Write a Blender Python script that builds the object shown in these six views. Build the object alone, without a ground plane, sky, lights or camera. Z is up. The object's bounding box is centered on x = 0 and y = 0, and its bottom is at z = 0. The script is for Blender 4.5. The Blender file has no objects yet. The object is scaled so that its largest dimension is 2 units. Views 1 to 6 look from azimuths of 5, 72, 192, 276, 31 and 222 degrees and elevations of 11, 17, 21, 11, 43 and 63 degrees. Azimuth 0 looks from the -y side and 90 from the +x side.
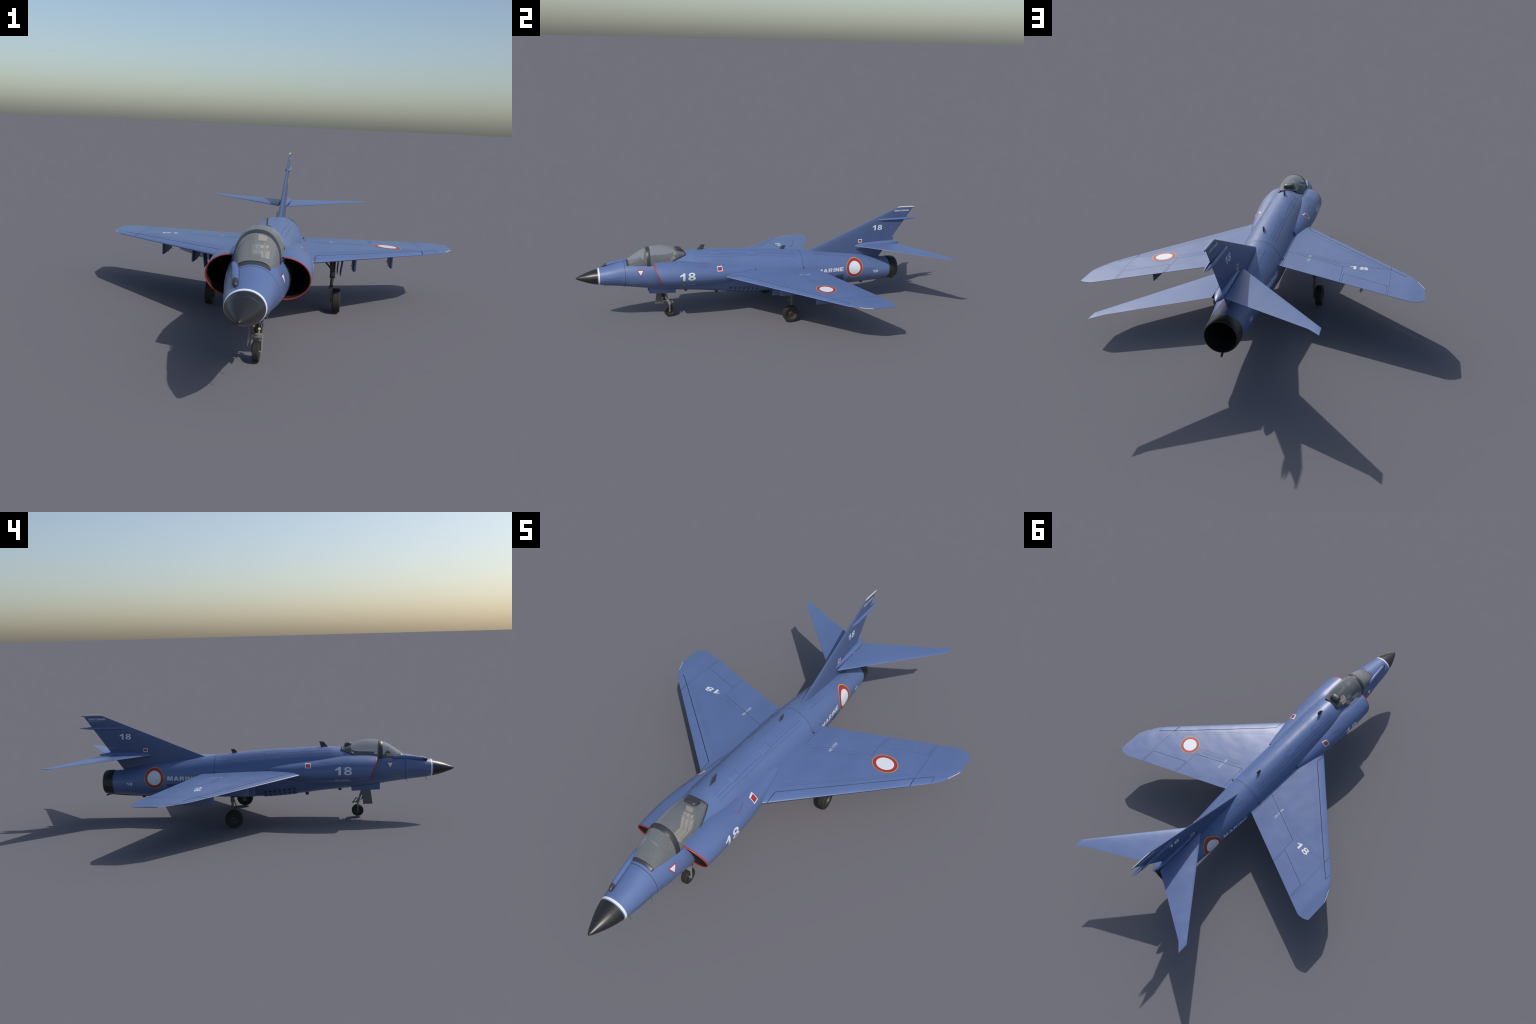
# Procedural model of a carrier strike jet in naval blue, parked on its gear.
# Frame: metres, z up, nose towards -y, span along x.  All parts are built from
# profiles, section rules and small control tables.
import bpy, bmesh, math
from math import sin, cos, pi, sqrt, radians
from mathutils import Vector, Matrix
from mathutils.bvhtree import BVHTree

SC = bpy.context.scene


# ------------------------------------------------------------------ helpers
def pchip(xs, ys):
    """monotone cubic interpolation through control points"""
    n = len(xs)
    h = [xs[i + 1] - xs[i] for i in range(n - 1)]
    d = [(ys[i + 1] - ys[i]) / h[i] for i in range(n - 1)]
    m = [0.0] * n
    m[0], m[-1] = d[0], d[-1]
    for i in range(1, n - 1):
        if d[i - 1] * d[i] > 0:
            w1, w2 = 2 * h[i] + h[i - 1], h[i] + 2 * h[i - 1]
            m[i] = (w1 + w2) / (w1 / d[i - 1] + w2 / d[i])

    def f(x):
        if x <= xs[0]:
            return ys[0]
        if x >= xs[-1]:
            return ys[-1]
        i = 0
        while x > xs[i + 1]:
            i += 1
        t = (x - xs[i]) / h[i]
        t2, t3 = t * t, t * t * t
        return ((2 * t3 - 3 * t2 + 1) * ys[i] + (t3 - 2 * t2 + t) * h[i] * m[i]
                + (-2 * t3 + 3 * t2) * ys[i + 1] + (t3 - t2) * h[i] * m[i + 1])
    return f


def lerp(a, b, t):
    return a + (b - a) * t


def line(p, q):
    (x0, y0), (x1, y1) = p, q
    return lambda x: y0 + (x - x0) * (y1 - y0) / (x1 - x0)


def linspace(a, b, n):
    return [a + (b - a) * i / (n - 1) for i in range(n)]


def clamp(x, a=0.0, b=1.0):
    return max(a, min(b, x))


ROOT = bpy.data.objects.new("jet_aircraft", None)
SC.collection.objects.link(ROOT)
ROOT["label"] = "blue naval strike jet parked with gear down"
ROOT["category"] = "jet aircraft"


def new_obj(name, me, parent=ROOT):
    o = bpy.data.objects.new(name, me)
    SC.collection.objects.link(o)
    o.parent = parent
    return o


def mesh_obj(name, verts, faces, mats, parent=ROOT, smooth=35, mat_of=None, recalc=True, merge=0.0):
    """smooth: angle in degrees (0 = flat)"""
    me = bpy.data.meshes.new(name)
    me.from_pydata([tuple(v) for v in verts], [], faces)
    if not isinstance(mats, (list, tuple)):
        mats = [mats]
    for m in mats:
        me.materials.append(m)
    if mat_of:
        for p in me.polygons:
            p.material_index = mat_of[p.index]
    bm = bmesh.new()
    bm.from_mesh(me)
    if merge:
        bmesh.ops.remove_doubles(bm, verts=bm.verts, dist=merge)
    if recalc:
        bmesh.ops.recalc_face_normals(bm, faces=bm.faces)
    if smooth:
        for f in bm.faces:
            f.smooth = True
        lim = radians(smooth)
        for e in bm.edges:
            if len(e.link_faces) == 2 and e.calc_face_angle(0) > lim:
                e.smooth = False
    bm.to_mesh(me)
    bm.free()
    return new_obj(name, me, parent)


def grid_faces(nu, nv, base=0, wrap_u=False, wrap_v=False):
    """index faces for nu rows of nv points"""
    fs = []
    for i in range(nu if wrap_u else nu - 1):
        for j in range(nv if wrap_v else nv - 1):
            a = base + i * nv + j
            b = base + i * nv + (j + 1) % nv
            c = base + ((i + 1) % nu) * nv + (j + 1) % nv
            d = base + ((i + 1) % nu) * nv + j
            fs.append((a, b, c, d))
    return fs


def loft(name, rings, mat, parent=ROOT, closed=True, caps=(False, False), smooth=35, merge=1e-6):
    nv = len(rings[0])
    verts = [p for r in rings for p in r]
    faces = grid_faces(len(rings), nv, wrap_v=closed)
    if caps[0]:
        faces.append(tuple(reversed(range(nv))))
    if caps[1]:
        b = (len(rings) - 1) * nv
        faces.append(tuple(range(b, b + nv)))
    return mesh_obj(name, verts, faces, mat, parent, smooth, merge=merge)


def tube_pts(p0, p1, r0, r1, n=20):
    p0, p1 = Vector(p0), Vector(p1)
    ax = (p1 - p0).normalized()
    up = Vector((0, 0, 1)) if abs(ax.z) < 0.9 else Vector((0, 1, 0))
    u = ax.cross(up).normalized()
    w = ax.cross(u)
    return ([p0 + (u * cos(2 * pi * i / n) + w * sin(2 * pi * i / n)) * r0 for i in range(n)],
            [p1 + (u * cos(2 * pi * i / n) + w * sin(2 * pi * i / n)) * r1 for i in range(n)])


class Build:
    """collects several simple solids into one mesh part"""

    def __init__(self):
        self.v, self.f = [], []

    def add(self, verts, faces):
        b = len(self.v)
        self.v += [Vector(v) for v in verts]
        self.f += [tuple(i + b for i in f) for f in faces]
        return self

    def tube(self, p0, p1, r0, r1=None, n=20):
        a, c = tube_pts(p0, p1, r0, r0 if r1 is None else r1, n)
        return self.add(a + c, grid_faces(2, n, wrap_v=True) + [tuple(range(n)), tuple(range(2 * n - 1, n - 1, -1))])

    def poly_tube(self, pts, rs, n=16):
        """capsule chain: straight tubes with ball joints"""
        for i in range(len(pts) - 1):
            self.tube(pts[i], pts[i + 1], rs[i], rs[i + 1], n)
        for p, r in zip(pts, rs):
            self.ball(p, r)
        return self

    def ball(self, c, r, n=12, sx=1, sy=1, sz=1):
        c = Vector(c)
        vs = []
        for i in range(n // 2 + 1):
            a = pi * i / (n // 2)
            for j in range(n):
                t = 2 * pi * j / n
                vs.append(c + Vector((sx * r * sin(a) * cos(t), sy * r * sin(a) * sin(t), sz * r * cos(a))))
        return self.add(vs, grid_faces(n // 2 + 1, n, wrap_v=True))

    def box(self, lo, hi):
        x0, y0, z0 = lo
        x1, y1, z1 = hi
        return self.hexa([(x0, y0, z0), (x1, y0, z0), (x1, y1, z0), (x0, y1, z0)],
                         [(x0, y0, z1), (x1, y0, z1), (x1, y1, z1), (x0, y1, z1)])

    def hexa(self, bot, top):
        n = len(bot)
        return self.add(list(bot) + list(top), grid_faces(2, n, wrap_v=True)
                        + [tuple(reversed(range(n))), tuple(range(n, 2 * n))])

    def plate(self, pts, thick):
        """flat polygon given thickness along its normal"""
        p = [Vector(q) for q in pts]
        nrm = (p[1] - p[0]).cross(p[2] - p[0]).normalized() * (thick / 2)
        return self.hexa([q - nrm for q in p], [q + nrm for q in p])

    def obj(self, name, mat, parent=ROOT, smooth=35, bevel=0.0, seg=2):
        o = mesh_obj(name, self.v, self.f, mat, parent, smooth, merge=1e-7)
        if bevel:
            m = o.modifiers.new("bevel", "BEVEL")
            m.width, m.segments, m.limit_method, m.angle_limit = bevel, seg, "ANGLE", radians(30)
        return o


# ---------------------------------------------------------------- materials
def mat_new(name):
    m = bpy.data.materials.new(name)
    m.use_nodes = True
    nt = m.node_tree
    return m, nt, nt.nodes["Principled BSDF"]


def paint(name, col, rough=0.4, var=0.06, scale=9.0, metallic=0.0, spec=0.5, coat=0.0, grain=0.0, waves=0.0):
    """paint with slight procedural tone variation, soft streaks and fine grain"""
    m, nt, b = mat_new(name)
    N, L = nt.nodes, nt.links
    tc = N.new("ShaderNodeTexCoord")
    mp = N.new("ShaderNodeMapping")
    mp.inputs["Scale"].default_value = (1.0, 0.35, 1.0)
    L.new(tc.outputs["Object"], mp.inputs["Vector"])
    no = N.new("ShaderNodeTexNoise")
    no.inputs["Scale"].default_value = scale
    no.inputs["Detail"].default_value = 5
    L.new(mp.outputs[0], no.inputs["Vector"])
    ramp = N.new("ShaderNodeValToRGB")
    ramp.color_ramp.elements[0].position = 0.3
    ramp.color_ramp.elements[1].position = 0.7
    ramp.color_ramp.elements[0].color = (*[c * (1 - var) for c in col], 1)
    ramp.color_ramp.elements[1].color = (*[min(1, c * (1 + var)) for c in col], 1)
    L.new(no.outputs["Fac"], ramp.inputs["Fac"])
    L.new(ramp.outputs["Color"], b.inputs["Base Color"])
    mr = N.new("ShaderNodeMapRange")
    mr.inputs["To Min"].default_value = max(0.02, rough - 0.05)
    mr.inputs["To Max"].default_value = min(1, rough + 0.05)
    L.new(no.outputs["Fac"], mr.inputs["Value"])
    L.new(mr.outputs[0], b.inputs["Roughness"])
    b.inputs["Metallic"].default_value = metallic
    b.inputs["Specular IOR Level"].default_value = spec
    if coat:
        b.inputs["Coat Weight"].default_value = coat
        b.inputs["Coat Roughness"].default_value = 0.25
    if waves:                                            # gentle unevenness of the skin panels
        g = N.new("ShaderNodeTexNoise")
        g.inputs["Scale"].default_value = 11
        g.inputs["Detail"].default_value = 1
        L.new(tc.outputs["Object"], g.inputs["Vector"])
        bp = N.new("ShaderNodeBump")
        bp.inputs["Strength"].default_value = waves
        bp.inputs["Distance"].default_value = 0.02
        L.new(g.outputs["Fac"], bp.inputs["Height"])
        L.new(bp.outputs[0], b.inputs["Normal"])
    if grain:
        g = N.new("ShaderNodeTexNoise")
        g.inputs["Scale"].default_value = 260
        L.new(tc.outputs["Object"], g.inputs["Vector"])
        bp = N.new("ShaderNodeBump")
        bp.inputs["Strength"].default_value = grain
        bp.inputs["Distance"].default_value = 0.001
        L.new(g.outputs["Fac"], bp.inputs["Height"])
        L.new(bp.outputs[0], b.inputs["Normal"])
    return m


BLUE_COL = (0.095, 0.145, 0.303)
BLUE = paint("naval_blue_paint", BLUE_COL, 0.39, 0.06, spec=0.54, waves=0.10)
FIN_BLUE = paint("naval_blue_fin", [c * .70 for c in BLUE_COL], 0.39, 0.05, spec=0.45)
BLUE_IN = paint("blue_paint_underside", (0.088, 0.136, 0.288), 0.5, 0.05)
RADOME = paint("radome_black", (0.016, 0.016, 0.017), 0.36, 0.1)
WHITE = paint("marking_white", (0.64, 0.67, 0.71), 0.45, 0.03, 30)
DULLWHITE = paint("faded_white", (0.40, 0.45, 0.56), 0.5, 0.05, 40)
RED = paint("marking_red", (0.335, 0.028, 0.030), 0.45, 0.05)
DULLRED = paint("faded_red", (0.17, 0.05, 0.105), 0.5, 0.05)
YELLOW = paint("marking_yellow", (0.48, 0.30, 0.06), 0.45, 0.05)
OLIVE = paint("stencil_olive", (0.16, 0.22, 0.19), 0.5, 0.05)
SEAM = paint("panel_seam", (0.028, 0.045, 0.10), 0.6, 0.05)
SEAM_SOFT = paint("panel_seam_soft", (0.062, 0.094, 0.205), 0.5, 0.05)
EDGE_LIT = paint("edge_highlight_paint", (0.17, 0.25, 0.52), 0.35, 0.05)  # sunlit edge highlight put into the colour, for hatch front edges
GAP = paint("gap_shadow", (0.012, 0.016, 0.03), 0.8, 0.05)
FRAME = paint("canopy_frame_dark", (0.035, 0.037, 0.042), 0.42, 0.08)
BLADE = paint("antenna_dark", (0.042, 0.045, 0.048), 0.5, 0.08)
NOZZLE = paint("nozzle_burnt_metal", (0.045, 0.043, 0.040), 0.42, 0.25, 14, metallic=0.55)
INNER_BLACK = paint("inner_black", (0.006, 0.006, 0.006), 0.8, 0.1)  # near-black for the insides of the intake ducts and jet pipe
DUCT = paint("duct_dark", (0.018, 0.018, 0.018), 0.7, 0.1)
TYRE = paint("tyre_rubber", (0.015, 0.0145, 0.0135), 0.78, 0.15, 20, grain=0.15)
RIM = paint("wheel_rim_metal", (0.050, 0.046, 0.039), 0.5, 0.15, 30, metallic=0.3)
STRUT = paint("gear_grey_paint", (0.20, 0.195, 0.165), 0.45, 0.1, 30)
STRUT_DK = paint("gear_grey_dark", (0.115, 0.118, 0.108), 0.5, 0.1, 30)
BLACK = paint("joint_black", (0.010, 0.010, 0.010), 0.6, 0.05)
CAPMAT = paint("fin_cap_grey", (0.52, 0.55, 0.55), 0.45, 0.03)
LAMP = paint("lamp_lens", (0.62, 0.50, 0.22), 0.2, 0.02)
INTERIOR = paint("cockpit_grey", (0.050, 0.053, 0.056), 0.65, 0.1, 30)
PANEL = paint("instrument_black", (0.02, 0.02, 0.021), 0.6, 0.1, 30)
CUSHION = paint("seat_cushion_tan", (0.40, 0.31, 0.20), 0.8, 0.08, 40, grain=0.2)
STRAP = paint("harness_grey_green", (0.20, 0.23, 0.21), 0.8, 0.1, 40)


def glass_mat():
    m, nt, b = mat_new("canopy_glass_tinted")
    N, L = nt.nodes, nt.links
    out = N["Material Output"]
    b.inputs["Base Color"].default_value = (0.36, 0.39, 0.42, 1)
    b.inputs["Roughness"].default_value = 0.55
    b.inputs["Specular IOR Level"].default_value = 0.25
    tr = N.new("ShaderNodeBsdfTransparent")
    tr.inputs["Color"].default_value = (0.93, 0.95, 0.97, 1)
    mix = N.new("ShaderNodeMixShader")
    lw = N.new("ShaderNodeLayerWeight")
    lw.inputs["Blend"].default_value = 0.35
    tc = N.new("ShaderNodeTexCoord")
    no = N.new("ShaderNodeTexNoise")
    no.inputs["Scale"].default_value = 60
    L.new(tc.outputs["Object"], no.inputs["Vector"])
    mr = N.new("ShaderNodeMapRange")
    mr.inputs["To Min"].default_value = 0.70
    mr.inputs["To Max"].default_value = 0.73
    L.new(no.outputs["Fac"], mr.inputs["Value"])
    sub = N.new("ShaderNodeMath")
    sub.operation = "MULTIPLY_ADD"
    sub.inputs[1].default_value = -0.25
    L.new(lw.outputs["Facing"], sub.inputs[0])
    L.new(mr.outputs[0], sub.inputs[2])
    L.new(sub.outputs[0], mix.inputs["Fac"])
    L.new(b.outputs[0], mix.inputs[1])
    L.new(tr.outputs[0], mix.inputs[2])
    L.new(mix.outputs[0], out.inputs["Surface"])
    return m


GLASS = glass_mat()

# ---------------------------------------------------------------- fuselage
F_TOP = pchip([-.892, -.82, -.76, -.735, -.64, -.5234, -.4424, -.38, -.30, -.24, -.106, .058, .20, .262, .33, .48, .615, .70, .745],
              [.2920, .3075, .3212, .3255, .3350, .3515, .3578, .3617, .3607, .3572, .3515, .3388, .3235, .3158, .3070, .2875, .2655, .2495, .2455])
F_BOT = pchip([-.892, -.86, -.76, -.63, -.49, -.43, -.33, -.283, -.214, -.15, -.045, .20, .52, .60, .676, .745],
              [.2105, .2050, .1925, .1725, .1525, .1465, .1365, .1300, .1215, .1150, .1085, .1070, .1090, .1115, .1165, .1215])
F_HALF = pchip([-.892, -.85, -.82, -.76, -.735, -.69, -.64, -.59, -.5234, -.44, -.30, -.06, .06, .20, .28, .34, .45, .53, .61, .68, .745],
               [.0478, .0555, .0600, .0665, .0700, .0765, .0810, .0855, .0890, .0925, .0955, .0965, .0970, .0962, .0930, .0908, .0845, .0805, .0742, .0685, .0640])
NOSE_Y, SEC_Y, TAIL_Y = -1.0, -.892, .745
COCK0, COCK1 = -.735, -.4424
SILL_X = pchip([-.735, -.69, -.641, -.60, -.5234, -.48, -.4424], [.042, .0525, .060, .0635, .0632, .0535, .040])


def fus_sec(y):
    zt, zb = F_TOP(y), F_BOT(y)
    return (zt + zb) / 2, (zt - zb) / 2, F_HALF(y)      # centre z, half height, half width


F_LOW = pchip([-.40, -.20, -.05, .10, .22, .42], [2.0, 2.2, 2.4, 2.4, 2.2, 2.0])   # squareness of the belly


def fus_pt(y, th, grow=0.0):
    zc, b, a = fus_sec(y)
    a, b = a + grow, b + grow
    c, q = cos(th), sin(th)
    if c < 0:                                            # th = 0 at the top
        k = 2 / F_LOW(y)
        return Vector((a * math.copysign(abs(q) ** k, q), y, zc - b * abs(c) ** k))
    return Vector((a * q, y, zc + b * c))


def fus_th_at(y, z):
    """angle on the lower flank where the skin reaches height z"""
    zc, b, a = fus_sec(y)
    return pi - math.acos(clamp((zc - z) / b) ** (F_LOW(y) / 2))


def fus_nrm(y, th):
    e = 0.002
    du = fus_pt(y, th + .01) - fus_pt(y, th - .01)
    dv = fus_pt(min(y + e, TAIL_Y), th) - fus_pt(max(y - e, SEC_Y), th)
    return dv.cross(du).normalized() * (1 if du.length else 1)


def sill_th(y):
    zc, b, a = fus_sec(y)
    return math.asin(min(1, SILL_X(y) / a))


def sill_pt(y, s=1):
    p = fus_pt(y, sill_th(y))
    return Vector((s * p.x, y, p.z))


def build_fuselage():
    M = 112
    verts, faces, nrms = [], [], []

    def part(ys, th0, th1, wrap):
        base = len(verts)
        for y in ys:
            t0, t1 = th0(y), th1(y)
            for j in range(M if wrap else M + 1):
                th = lerp(t0, t1, j / M)
                verts.append(fus_pt(y, th))
                n = fus_nrm(y, th)
                r = Vector((sin(th), 0, cos(th)))
                nrms.append(n if n.dot(r) > 0 else -n)
        faces.extend(grid_faces(len(ys), M if wrap else M + 1, base, wrap_v=wrap))
    full0, full1 = (lambda y: 0.0), (lambda y: 2 * pi)
    part(linspace(SEC_Y, COCK0, 22), full0, full1, True)
    part(linspace(COCK0, COCK1, 44), sill_th, lambda y: 2 * pi - sill_th(y), False)
    part(linspace(COCK1, TAIL_Y, 110), full0, full1, True)
    me = bpy.data.meshes.new("fuselage")
    me.from_pydata([tuple(v) for v in verts], [], faces)
    me.materials.append(BLUE)
    for p in me.polygons:
        p.use_smooth = True
    me.update()
    # faces should point outward like the analytic normals
    k = me.polygons[0].vertices[0]
    if me.polygons[0].normal.dot(nrms[k]) < 0:
        me.flip_normals()
    me.normals_split_custom_set_from_vertices([tuple(n) for n in nrms])
    return new_obj("fuselage", me)


FUSELAGE = build_fuselage()

# nose cone: secant ogive, elliptical base, plus the pale band behind it
NC = pchip([0, .03, .08, .15, .30, .50, .75, 1.0], [0, .085, .165, .255, .42, .63, .842, 1.0])


def nose_ring(y, n=72, grow=0.0):
    t = (y - NOSE_Y) / (SEC_Y - NOSE_Y)
    r = NC(t)
    zc0, b0, a0 = fus_sec(SEC_Y)
    zc = lerp(.2487, zc0, t)
    return [Vector(((a0 * r + grow) * sin(2 * pi * i / n), y, zc + (b0 * r + grow) * cos(2 * pi * i / n))) for i in range(n)]


ts = [0, .004, .012, .025, .045, .07, .1] + linspace(.14, 1.0, 30)
loft("nose_cone", [nose_ring(lerp(NOSE_Y, SEC_Y, t)) for t in ts], RADOME)


loft("radome_joint", [nose_ring(y, grow=g) for y, g in [(-.9160, -.0004), (-.9155, .0003), (-.9148, .0003), (-.9143, -.0004)]], RADOME, bpy.data.objects["nose_cone"])


def fus_band(name, y0, y1, grow, mat, parent=ROOT, th=(0, 2 * pi), n=96, k=5):
    """thin raised collar hugging the fuselage"""
    rings = []
    prof = [(y0, -.0005)] + [(y, grow) for y in linspace(y0 + .0002, y1 - .0002, k)] + [(y1, -.0005)]
    wrap = abs(th[1] - th[0] - 2 * pi) < 1e-6
    for y, g in prof:
        r = []
        for i in range(n if wrap else n + 1):
            a = lerp(th[0], th[1], i / n)
            p = fus_pt(clamp(y, SEC_Y, TAIL_Y), a)
            p.y = y
            zc, b, hw = fus_sec(clamp(y, SEC_Y, TAIL_Y))
            nn = Vector((sin(a) * b, 0, cos(a) * hw)).normalized()
            r.append(p + nn * g)
        rings.append(r)
    return loft(name, rings, mat, parent, closed=wrap)


fus_band("nose_band", -.8888, -.8808, .0006, WHITE)

# ---------------------------------------------------------------- intakes
I_ZT = pchip([-.6152, -.56, -.485, -.40, -.333, -.271, -.143, -.0766], [.3220, .3252, .3262, .3175, .3085, .3008, .2862, .2790])
I_ZB = pchip([-.6152, -.56, -.485, -.40, -.333, -.271, -.19, -.143, -.0766], [.1970, .1955, .1942, .1930, .1925, .1935, .2010, .2110, .2220])
I_XO = pchip([-.6152, -.56, -.485, -.40, -.333, -.271, -.143, -.0766], [.1428, .1458, .1475, .1462, .1425, .1370, .1180, .1045])
I_Y0, I_Y1, I_XC = -.6152, -.0766, .070
LIP_RAKE = .35


def intake_sec(y, n=40, inset=0.0, dy=0.0):
    """half-ellipse section of the side trunk, raked near the lip"""
    zt, zb, xo = I_ZT(y), I_ZB(y), I_XO(y)
    zc, b, a = (zt + zb) / 2, (zt - zb) / 2 - inset, xo - I_XC - inset
    k = 1 - clamp((y - I_Y0) / .16)
    k = k * k * (3 - 2 * k)
    pts = []
    for i in range(n + 1):
        t = pi / 2 - pi * i / n
        x, z = I_XC + a * cos(t), zc + b * sin(t)
        pts.append(Vector((x, y + dy + k * LIP_RAKE * (zt - z), z)))
    return pts


def mir(pts, s):
    return [Vector((s * p.x, p.y, p.z)) for p in pts]


def trunk_inner(p):
    """where the trunk skin dives into the fuselage flank"""
    zc, b, a = fus_sec(p.y)
    x = a * sqrt(max(0, 1 - min(1, abs((p.z - zc) / b)) ** 2)) - .003
    if COCK0 < p.y < COCK1 and p.z > zc:
        x = max(x, SILL_X(p.y) - .0004)
    return Vector((max(.02, min(x, I_XC)), p.y, p.z))


INTAKES = []
for s in (1, -1):
    rings = []
    for y in [I_Y0 + .005] + linspace(I_Y0 + .012, I_Y1, 56):
        sec = intake_sec(y)
        sec = [trunk_inner(sec[0])] + sec + [trunk_inner(sec[-1])]
        rings.append(mir(sec, s))
    ob = loft("intake_trunk", rings, BLUE, closed=False, caps=(False, True))
    # narrow splitter wall between trunk and fuselage, just behind the lip
    sec0 = intake_sec(I_Y0 + .005)
    a, b = sec0[0], sec0[-1]
    w = [Vector((trunk_inner(a).x, a.y + .002, a.z)), Vector((I_XC, a.y + .002, a.z)), Vector((I_XC, b.y + .002, b.z)), Vector((.050, b.y + .002, b.z))]
    mesh_obj("splitter_wall", mir(w, s) , [(0, 1, 2, 3)], BLUE_IN, ob, 0)
    INTAKES.append(ob)
    # red rounded lip
    prof = [(0.0, .0062), (-.0006, .0058), (-.0007, .0030), (0.0, .0010), (.0009, 0), (.0020, .0002), (.0031, .0016), (.0037, .0060)]
    lip = [mir(intake_sec(I_Y0, inset=i, dy=d), s) for i, d in prof]
    loft("intake_lip", lip, RED, ob, closed=False)
    # dark duct: outer wall from the lip, inner wall follows the fuselage side
    duct = []
    for k, y in enumerate(linspace(I_Y0, I_Y0 + .24, 14)):
        sec = intake_sec(min(y, -.38), inset=.0037 + .010 * clamp(k / 8), dy=.004)
        inner = []
        for i in range(1, 24):
            z = lerp(sec[-1].z, sec[0].z, i / 24)
            yy = lerp(sec[-1].y, sec[0].y, i / 24)
            zc, b, a = fus_sec(yy)
            fx = a * sqrt(max(0, 1 - ((z - zc) / b) ** 2))
            inner.append(Vector((max(fx + .0012, I_XC - .0005), yy, z)))
        duct.append(mir(sec + inner, s))
    loft("intake_duct", duct, DUCT if False else INNER_BLACK, ob, closed=True, caps=(False, True))

# ---------------------------------------------------------------- canopy
C_TOP = pchip([-.7447, -.7344, -.7055, -.677, -.6455, -.6262, -.600, -.5694, -.5415, -.514, -.4895, -.465, -.4424],
              [.3252, .3325, .3530, .3718, .3860, .3925, .3958, .3966, .3935, .3858, .3760, .3662, .3580])


def arch(y, n=48, grow=0.0, dz=0.0, e=None):
    """canopy hoop between the sill points"""
    ps = sill_pt(clamp(y, COCK0, COCK1))
    xs, zs, zt = ps.x, ps.z, C_TOP(y)
    t = clamp((y + .56) / .11)
    e = 2.25 + 1.0 * t * t if e is None else e
    pts = []
    for i in range(n + 1):
        a = pi * i / n
        c, q = cos(a), sin(a)
        x = (xs + grow) * math.copysign(abs(c) ** (2 / e), c)
        z = zs + dz + (zt - zs + grow) * abs(q) ** (2 / e)
        pts.append(Vector((x, y, z)))
    return pts


CANOPY = bpy.data.objects.new("canopy", None)
SC.collection.objects.link(CANOPY)
CANOPY.parent = ROOT


def shell_loft(name, ys, th, mat):
    """glass with real thickness"""
    outer = [arch(y) for y in ys]
    inner = [arch(y, grow=-th) for y in ys]
    nv = len(outer[0])
    verts = [p for r in outer + inner for p in r]
    o = len(ys) * nv
    faces = grid_faces(len(ys), nv) + [tuple(reversed(f)) for f in grid_faces(len(ys), nv, o)]
    return mesh_obj(name, verts, faces, mat, CANOPY, 60)


loft("windscreen", [arch(y) for y in linspace(-.7350, -.640, 26)], GLASS, CANOPY, closed=False, smooth=60)
loft("canopy_glass", [arch(y) for y in linspace(-.630, -.4440, 40)], GLASS, CANOPY, closed=False, smooth=60)


def hoop(name, y0, y1, g0, g1, mat, n=60):
    rings = []
    for y, g in [(y0, -.003), (y0, g0), (y0 + .0012, g0 + .0004), (y1 - .0012, g1 + .0004), (y1, g1), (y1, -.003)]:
        a = arch(clamp(y, -.742, COCK1), n, grow=g)
        for p in a:
            p.y = y
        foot0, foot1 = a[0].copy(), a[-1].copy()
        foot0.z -= .004
        foot1.z -= .004
        rings.append([foot0] + a + [foot1])
    return loft(name, rings, mat, CANOPY, closed=False)


hoop("canopy_bow", -.6435, -.6255, .0012, .0012, FRAME)

# front frame of the windscreen: band lying over the nose top
rings = []
for y, g in [(-.7448, -.001), (-.7446, .0016), (-.7400, .0042), (-.7350, .0052), (-.7335, .0045), (-.7333, -.001)]:
    r = []
    for i in range(41):
        th = lerp(-.66, .66, i / 40)
        p = fus_pt(y, th)
        r.append(p + Vector((sin(th), 0, cos(th))) * g * (1 if 1 < i < 39 else .3))
    rings.append(r)
loft("windscreen_frame", rings, FRAME, CANOPY, closed=False)

# rear rim and sill rails follow the cut line
b = Build()
sy = linspace(-.5350, COCK1, 26)
for s in (1, -1):
    pts = [sill_pt(y, s) + Vector((s * .0008, 0, .0012)) for y in sy]
    b.poly_tube(pts, [lerp(.0016, .0030, clamp(i / 8)) for i in range(len(pts))], 8)
top = [p + Vector((0, .0005, .0002)) for p in arch(-.4430, 24)]
b.poly_tube(top, [.0030] * len(top), 8)
b.obj("canopy_rear_rim", FRAME, CANOPY)
b = Build()
for s in (1, -1):
    pts = [sill_pt(y, s) + Vector((-s * .0004, 0, -.0006)) for y in linspace(-.624, -.535, 16)]
    b.poly_tube(pts, [.0014] * len(pts), 8)
b.obj("canopy_sill_rail", INTERIOR, CANOPY)

# headrest fairing that stands through the rear glazing
def rbox(name, c, size, mat, parent, bevel, seg=3, rot=None):
    bb = Build().box([-q / 2 for q in size], [q / 2 for q in size])
    o = bb.obj(name, mat, parent, bevel=bevel, seg=seg)
    o.location = c
    if rot:
        o.rotation_euler = rot
    return o


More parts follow.
